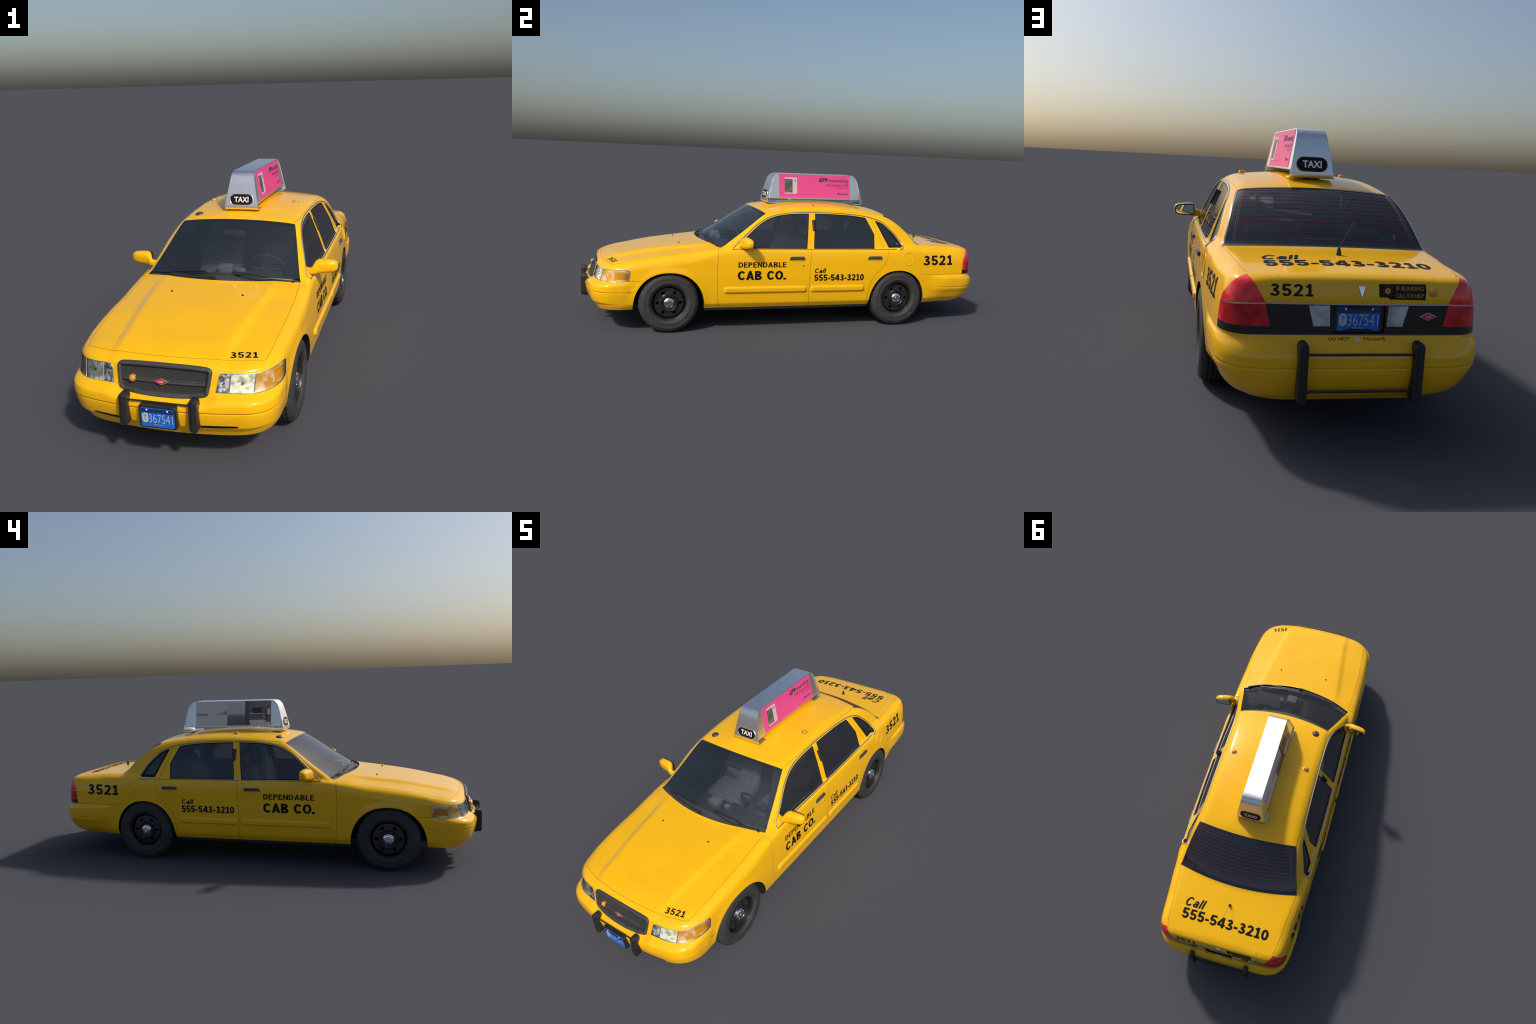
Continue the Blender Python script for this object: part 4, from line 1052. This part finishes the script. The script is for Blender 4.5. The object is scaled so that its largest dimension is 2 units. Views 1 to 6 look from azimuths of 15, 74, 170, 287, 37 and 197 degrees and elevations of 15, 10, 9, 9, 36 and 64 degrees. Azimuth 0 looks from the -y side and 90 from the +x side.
# heater wires and brake lamp of the rear window
wires = []
for k in range(12):
    t = .10 + .80 * k / 11
    line = []
    for u in np.linspace(-.90, .90, 40):
        a = abs(u); hx = .2285 + (.2795 - .2285) * t
        x = u * hx; y = (1 - t) * bk_head(x) + t * bk_foot(x) - .006 * a
        line.append((x, y))
    if k < 2: line = [p for p in line if abs(p[0] + .004) > .05]
    for part in ([line] if k >= 2 else [[p for p in line if p[0] < 0], [p for p in line if p[0] > 0]]):
        wires.append(top_map(np.array(part), -.0006))
for i, w in enumerate(wires): tube("heater_wire", w, .00042, "wire", P["back"], n=4)
for sg in (1, -1):
    for dx in (0, .0085):
        ln = []
        for t in np.linspace(.07, .93, 14):
            hx = .2275 + (.274 - .2275) * t; x = sg * (.905 * hx - dx * .6 + .004); y = (1 - t) * bk_head(x) + t * bk_foot(x) - .005
            ln.append((x, y))
        tube("heater_wire", top_map(np.array(ln), -.0006), .0005, "wire", P["back"], n=4)
pad("brake_lamp", [(.030, .4860), (-.034, .4860), (-.028, .4985), (.024, .4985)], top_map, [(0, -.014), (.0005, -.0120)], "red", P["back"], step_=.006)

# --- roof sign ------------------------------------------------------------------------
BASE_Z, TOP_Z = .5755, .7225
sign_half = lambda z: .0685 - (z - BASE_Z) * (.0685 - .0430) / (TOP_Z - BASE_Z)
CY = .1445
def sign_profile():
    """side outline of the aluminium band, front foot over the top to the rear foot, as (y, z)"""
    half = [(.199, .5765), (.222, .5757), (.238, .5757), (.2470, .5768), (.2525, .5810), (.2545, .5880), (.2515, .6050), (.2400, .6550), (.2315, .6860), (.2265, .6990), (.2180, .7110), (.2060, .7195), (.1900, .7225)]
    half = smooth_path(half, 4)
    return [(CY - a, z) for a, z in half] + [(CY + a, z) for a, z in half[::-1]]
prof = sign_profile(); th = .0030
inner = offset_path(prof, -th) if offset_path(prof, -th)[len(prof)//2][1] < TOP_Z else offset_path(prof, th)
V, Fs = [], []
for (y, z), (yi, zi) in zip(prof, inner):
    w, wi = sign_half(z), sign_half(zi)
    V += [(w, y, z), (-w, y, z), (-wi, yi, zi), (wi, yi, zi)]
for i in range(len(prof) - 1):
    for k in range(4):
        l = (k + 1) % 4; Fs.append((i*4 + k, (i+1)*4 + k, (i+1)*4 + l, i*4 + l))
Fs += [(0, 1, 2, 3), tuple((len(prof)-1)*4 + k for k in (3, 2, 1, 0))]
sign = add("roof_sign", V, Fs, "alu")
bm = bmesh.new(); bm.from_mesh(sign.data); bmesh.ops.recalc_face_normals(bm, faces=bm.faces); bm.to_mesh(sign.data); bm.free(); sharpen(sign, 35)
top_w = (.0685 - .0430) / (TOP_Z - BASE_Z); ln = math.hypot(1, top_w)
def sign_side(sg):
    """(y, z) on the sloping side panel, 2.5 mm inside the band's edge"""
    def f(q, h):
        q = np.asarray(q, float); h = np.broadcast_to(h, len(q))
        x = sign_half(q[:, 1]) - .0025 + h / ln
        return np.stack([sg * x, q[:, 0], q[:, 1] + h * top_w / ln], 1)
    return f
side_outline = [(CY - a, z) for a, z in ((.2445, .5995), (.2370, .6550), (.2290, .6850), (.2240, .6975), (.2160, .7085), (.2050, .7165), (.1890, .7200))]
side_outline += [(2*CY - y, z) for y, z in side_outline[::-1]]
sides = {}
for sg in (1, -1):
    sides[sg] = pad("sign_side_panel", side_outline, sign_side(sg), [(0, -.006), (-.0015, .0), (.0004, .0006)], "alu", sign)
bx = block("sign_core", (0, CY, .6030), (.118, .478, .006), "alu", .001, sign)
# sockets under the feet
for y in (CY - .222, CY + .222):
    block("sign_foot", (0, y, .5710), (.050, .016, .012), "black", .002, sign)
# front and rear TAXI pills
for sgn, u in ((-1, (1, 0, 0)), (1, (-1, 0, 0))):
    y0, z0, y1, z1 = CY + sgn * .2515, .6050, CY + sgn * .2400, .6550
    pm = plane_map((0, y0 + (y1 - y0) * (.6165 - z0) / (z1 - z0), .6165), u, (0, y1 - y0, z1 - z0))
    ring = pad("pill_rim", rrect(0, 0, .0945, .0440, .0215), pm, [(0, -.003), (.0, .0022), (.0012, .0030), (.0026, .0022), (.0030, .0008)], "chrome" if sgn < 0 else "black", sign, fill=False, step_=.004)
    pill = pad("taxi_pill", rrect(0, 0, .0900, .0395, .0192), pm, [(0, .0004), (.0004, .0012), (.003, .0018)], "letter", sign, step_=.004)
    lettering("TAXI", pm, (-.0290, -.0105), .0580, .0215, "white", pill, bold=.03, lift=.0025)
# right poster: pink telephone advertisement
s1 = sign_side(1)
po = pad("poster", [(-.0470, .6045), (.3345, .6045), (.3345, .7192), (-.0470, .7192)], s1, [(0, .0008), (.0003, .0018)], "pink", sides[1], inner_grid=.05, step_=.03)
def flat(name, poly, mat, lift, fm=s1, par=po): return pad(name, poly, fm, [(0, lift - .0004), (.0002, lift)], mat, par, step_=.02, inner_grid=.03)
flat("printed_telephone", rrect(.0145, .6630, .0665, .0815, .003), "silver", .0024)
flat("telephone_screen", [(-.0185, .6285), (.0235, .6285), (.0235, .6955), (-.0185, .6955)], "phone", .0028)
flat("telephone_sheen", [(-.0185, .6700), (.0235, .6925), (.0235, .6955), (.008, .6955), (-.0185, .6810)], "phone_light", .0031)
flat("telephone_sheen", [(-.0185, .6285), (.002, .6285), (.0235, .6430), (.0235, .6590), (-.0185, .6360)], "phone_light", .0031)
flat("telephone_lens", rrect(.0375, .6880, .0040, .0110, .0015), "ink", .0029)
lettering("$79", s1, (.1640, .6835), .0490, .0215, "ink", po, bold=.06, lift=.0024)
lettering("monthly", s1, (.2200, .6795), .1050, .0235, "ink", po, bold=.01, lift=.0024)
lettering("With the Hachi HP3", s1, (.2010, .6650), .1240, .0115, "ink", po, bold=.0, lift=.0024)
lettering("Terms and conditions apply", s1, (.2510, .6575), .0740, .0038, "ink", po, lift=.0024)
lettering("At selected locations only", s1, (.2500, .6525), .0755, .0038, "ink", po, lift=.0024)
lettering("Conversate", s1, (.2680, .6245), .0550, .0070, "ink", po, bold=.03, lift=.0024)
pad("printed_ring", circ(.2700, .6285, .0062), s1, [(0, .0016), (.0003, .0023), (.0016, .0023), (.0019, .0016)], "ink", po, fill=False, step_=.002)
lettering("Offer valid on selected plans while stocks last", s1, (.0655, .6205), .0835, .0028, "ink", po, lift=.0024)
flat("printed_line", [(-.030, .6218), (.061, .6218), (.061, .6226), (-.030, .6226)], "ink", .0022)
# left poster: grey sheet, words and two photographs
s2 = sign_side(-1)
p2 = pad("poster", [(-.0485, .6030), (.3335, .6030), (.3335, .7190), (-.0485, .7190)], s2, [(0, .0008), (.0003, .0018)], "poster", sides[-1], inner_grid=.05, step_=.03)
flat("photograph", [(.0805, .6045), (.1705, .6045), (.1705, .7190), (.0805, .7190)], "photo_land", .0024, s2, p2)
flat("photograph", [(-.0485, .6045), (.0800, .6045), (.0800, .7190), (-.0485, .7190)], "photo_room", .0024, s2, p2)
for poly, mt in (([(-.045, .6045), (.050, .6045), (.060, .6290), (-.010, .6310), (-.045, .6200)], "poster"), ([(.060, .6045), (.0795, .6045), (.0795, .7180), (.060, .7180)], "phone"), (rrect(.022, .675, .050, .026, .001), "ink"), (rrect(-.038, .668, .014, .030, .005), "poster"),
                 (rrect(.020, .6590, .075, .0022, .001), "poster"), (rrect(-.016, .6455, .013, .012, .002), "ochre"), (rrect(-.030, .6500, .022, .005, .002), "ink"), (rrect(-.028, .6350, .004, .026, .001), "ink"), (rrect(-.028, .6200, .030, .004, .001), "ink"), (rrect(.046, .6640, .006, .009, .001), "silver")):
    flat("photograph_detail", poly, mt, .0028, s2, p2)
tube("photograph_detail", s2(np.array(smooth_path([(.028, .6880), (.020, .6930), (.008, .6940), (-.004, .6920)], 5)), .0028), .0007, "poster", p2, n=4)
tube("photograph_detail", s2(np.array([(-.012, .6930), (-.047, .7170)]), .0028), .0006, "poster", p2, n=4)
lettering("Punctual.", s2, (.3305, .6525), .0620, .0135, "violet", p2, bold=.03, lift=.0024, flip=True)
lettering("tuello", s2, (.2275, .6540), .0340, .0130, "violet", p2, bold=.0, lift=.0024, flip=True)
flat("printed_mark", [(.1735, .6565), (.1910, .6565), (.1910, .6720), (.1735, .6720)], "violet", .0024, s2, p2)
flat("printed_mark", [(.1735, .6672), (.1910, .6672), (.1910, .6682), (.1735, .6682)], "poster", .0027, s2, p2)
flat("printed_mark", [(.1815, .6565), (.1828, .6565), (.1828, .6675), (.1815, .6675)], "poster", .0027, s2, p2)

# --- wheels -----------------------------------------------------------------------------
def tyre_mesh():
    """outboard is +x; origin on the axle at the tyre's middle plane"""
    W2 = .043
    prof = [(.0785, .030), (.0800, .0350), (.0822, .0390), (.0860, .0420), (.0930, .0440), (.0945, .0446), (.0960, .0440), (.1060, .0442), (.1130, .0436), (.1145, .0440), (.1160, .0432), (.1225, .0410), (.1275, .0378), (.1310, .0340), (.1335, .0295)]
    tread = [.0275, .0250, .0242, .0190, .0150, .0142, .0118, .0110, .0060, .0020, .0014, -.0014]
    rad = []
    full = [(r, x) for r, x in prof]
    grooves = ((.0245, .0190), )
    for x in np.linspace(.0275, -.0275, 45):
        r = .1360 - .9 * x * x
        g = min(abs(abs(x) - .0195), abs(abs(x) - .0065))
        if g < .0017: r -= .0050
        full.append((r, x))
    full += [(r, -x) for r, x in prof[::-1]]
    n = 216; V, Fs = [], []; m = len(full)
    for k in range(n):
        a = 2 * math.pi * k / n; c, s = math.cos(a), math.sin(a)
        for r, x in full:
            rr = r
            if r > .1265 and abs(x) > .0208 and abs(x) < .0305 and (k + (0 if x > 0 else 2)) % 6 == 0: rr -= .0034      # shoulder blocks
            elif r > .1330 and abs(x) < .0178 and abs(x) > .0085 and (k + 3) % 6 == 0: rr -= .0030
            V.append((x, rr * c, rr * s))
    for k in range(n):
        j = (k + 1) % n
        for i in range(m - 1): Fs.append((k*m + i, j*m + i, j*m + i + 1, k*m + i + 1))
    return V, Fs
def wheel_disc():
    """black steel disc with six holes: a flat chart of the annulus, dished by radius"""
    dish = curve([(.0, .010), (.026, .010), (.0300, .0115), (.0335, .0190), (.0360, .0200), (.0385, .0150), (.041, .0110), (.046, .0100), (.058, .0097), (.0670, .0090), (.0705, -.003), (.0720, -.010), (.0730, -.010)])
    ring = lambda r, n: [(r * math.cos(a), r * math.sin(a)) for a in np.linspace(0, 2*math.pi, n + 1)[:-1]]
    holes = [[(cx + .0078 * math.cos(a), cz + .0078 * math.sin(a)) for a in np.linspace(0, 2*math.pi, 21)[:-1]] for cx, cz in ((.0512 * math.cos(t), .0512 * math.sin(t)) for t in np.radians(np.arange(0, 360, 60)))]
    ln_ = [(ring(r, 72), True) for r in (.030, .0318, .0335, .0350, .0365, .0385, .041, .046, .0600, .0640, .0665, .0680, .0695, .0710)] + [(h, True) for h in holes]
    Pp, Tt = triangulate(ring(.0730, 96), ln_, ring(.012, 20) + ring(.022, 30) + ring(.0545, 90) + [(0., 0.)])
    c = Pp[Tt].mean(1); k = np.ones(len(Tt), bool)
    for h_ in holes: k &= ~inside(h_, c)
    V = [(float(dish(math.hypot(*p))), p[0], p[1]) for p in Pp]; Fs = [tuple(t) for t in Tt[k]]
    for h_ in holes:                                             # hole walls
        b = len(V); nH = len(h_)
        for p in h_:
            d_ = float(dish(math.hypot(*p))); V += [(d_, *p), (d_ - .006, *p)]
        Fs += [(b + 2*i, b + 2*((i+1) % nH), b + 2*((i+1) % nH) + 1, b + 2*i + 1) for i in range(nH)]
    return V, Fs
RIM_X = .2825                                                    # middle plane of the wheel
first = None
for i, wy in enumerate(WHEEL_Y):
    for sg in (1, -1):
        Mw = Matrix.Translation((sg * RIM_X, wy, WHEEL_Z)) @ Matrix.Rotation(0 if sg > 0 else math.pi, 4, "Z")
        if first is None:
            V, Fs = wheel_disc(); wv = add("wheel", V, Fs, "rim")
            wv.data.transform(Matrix.Translation((.014, 0, 0)))
            bm = bmesh.new(); bm.from_mesh(wv.data); bmesh.ops.recalc_face_normals(bm, faces=bm.faces)
            if sum(f.normal.x * f.calc_area() for f in bm.faces) < 0: bmesh.ops.reverse_faces(bm, faces=bm.faces)
            bm.to_mesh(wv.data); bm.free(); sharpen(wv, 45)
            rm = lathe("rim_barrel", [(.0720, .002), (.0730, .020), (.0742, .030), (.0758, .0345), (.0780, .0358), (.0796, .0345), (.0796, .0320), (.0770, .0290), (.073, .0), (.078, -.036), (.081, -.040)], "rim", 96, wv)
            ty = add("tyre", *tyre_mesh(), "tyre", wv)
            bm = bmesh.new(); bm.from_mesh(ty.data); bmesh.ops.recalc_face_normals(bm, faces=bm.faces); bm.to_mesh(ty.data); bm.free(); sharpen(ty, 30)
            hc = lathe("hub_cap", [(0, .0365), (.0085, .0365), (.0095, .0353), (.0105, .0355), (.0165, .0340), (.0225, .0310), (.0265, .0265), (.0280, .0220), (.0280, .018)], "chrome", 48, wv)
            bmc = bmesh.new()
            for t in np.radians(np.arange(18, 360, 72)):
                bmesh.ops.create_uvsphere(bmc, u_segments=12, v_segments=8, radius=.0030, matrix=Matrix.Translation((.0327, .0190 * math.cos(t), .0190 * math.sin(t))))
            me = bpy.data.meshes.new("wheel_nut"); bmc.to_mesh(me); bmc.free(); me.materials.append(M["chrome"]); me.polygons.foreach_set("use_smooth", [True] * len(me.polygons))
            nt = bpy.data.objects.new("wheel_nut", me); COLL.objects.link(nt); nt.parent = wv; nt["kind"] = "stuff"
            br = lathe("brake_drum", [(0, -.010), (.060, -.010), (.062, -.014), (.062, -.045)], "under", 40, wv)
            first = (wv, [rm, ty, hc, nt, br]); wv.matrix_world = Mw
        else:
            c = first[0].copy(); COLL.objects.link(c); c.parent = TAXI; c.matrix_world = Mw
            for ch in first[1]:
                d_ = ch.copy(); COLL.objects.link(d_); d_.parent = c

# --- underside: wheel wells, floor, axles ---------------------------------------------------
for sg in (1, -1):
    for k, path in ((0, archF), (1, archR)):
        lip = strip_point(np.array(path)); V, Fs = [], []
        for p in lip:
            for x in (p[0] - .0005, p[0] - .012, .19): V.append((sg * x, p[1], p[2] if x > .2 else p[2] + .006))
        n_ = len(lip)
        for i in range(n_ - 1):
            for j in range(2): Fs.append((i*3 + j, (i+1)*3 + j, (i+1)*3 + j + 1, i*3 + j + 1))
        V.append((sg * .19, float(lip[:, 1].mean()), .10)); c_ = len(V) - 1
        Fs += [(i*3 + 2, (i+1)*3 + 2, c_) for i in range(n_ - 1)]
        add("wheel_well", V, Fs, "under", smooth=False)
block("floor_pan", (0, -.05, .120), (.585, .775, .040), "under", .006)
block("floor_pan", (0, -.02, .112), (.37, 1.72, .028), "under", .006)
block("floor_pan", (0, .770, .150), (.42, .245, .070), "under", .01)
block("floor_pan", (0, -.845, .140), (.40, .130, .060), "under", .01)
for wy in WHEEL_Y: tube("axle", [(-.26, wy, WHEEL_Z), (0, wy, WHEEL_Z), (.26, wy, WHEEL_Z)], .014, "under")
tube("exhaust_pipe", [(.16, .50, .105), (.18, .70, .118), (.185, .90, .112)], .010, "under")

# --- cabin ---------------------------------------------------------------------------------------
dash = block("dashboard", (0, -.360, .350), (.545, .130, .060), "cabin", .016)
block("instrument_hood", (.135, -.345, .383), (.150, .090, .026), "cabin", .012, dash)
block("meter_box", (.010, -.360, .4150), (.048, .040, .024), "box", .002, dash)
block("meter_plinth", (.004, -.366, .3900), (.078, .052, .026), "cabin", .003, dash)
block("card_reader", (.066, -.352, .4050), (.022, .020, .016), "box", .002, dash)
tube("card_reader_arm", [(.066, -.352, .398), (.070, -.345, .388), (.064, -.340, .375)], .003, "cabin", dash)
ang = np.linspace(0, 2*math.pi, 41)[:-1]
sw = tube("steering_wheel", [(.135 + .066*math.cos(a), -.250 - .030*math.sin(a), .388 + .058*math.sin(a)) for a in ang], .0055, "cabin", closed=True)
tube("steering_spoke", [(.075, -.250, .388), (.135, -.262, .384), (.195, -.250, .388)], .006, "cabin", sw)
tube("steering_column", [(.135, -.262, .384), (.135, -.340, .360)], .014, "cabin", sw)
block("rear_view_mirror", (.0, -.212, .5080), (.085, .012, .022), "cabin", .004)
for x in (.135, -.135):
    fs = block("front_seat", (x, -.075, .225), (.200, .190, .060), "seat", .022)
    block("seat_back", (x, .030, .320), (.195, .055, .200), "seat", .024, fs, rot=(-16, 0, 0), seg=3)
    block("head_rest", (x, .066, .448), (.105, .040, .062), "seat", .017, fs, rot=(-12, 0, 0), seg=3)
bn = block("rear_bench", (0, .300, .235), (.520, .190, .070), "seat", .024)
block("bench_back", (0, .415, .320), (.520, .060, .185), "seat", .026, bn, rot=(-22, 0, 0), seg=3)
for x in (.145, -.145): block("head_rest", (x, .452, .418), (.120, .036, .040), "seat", .015, bn, rot=(-14, 0, 0), seg=3)
block("parcel_shelf", (0, .545, .3850), (.500, .180, .012), "cabin", .004)
block("cabin_floor", (0, .02, .150), (.560, .780, .012), "cabin", .002)
block("seat_partition", (0, .098, .430), (.440, .004, .150), "lens", .001)
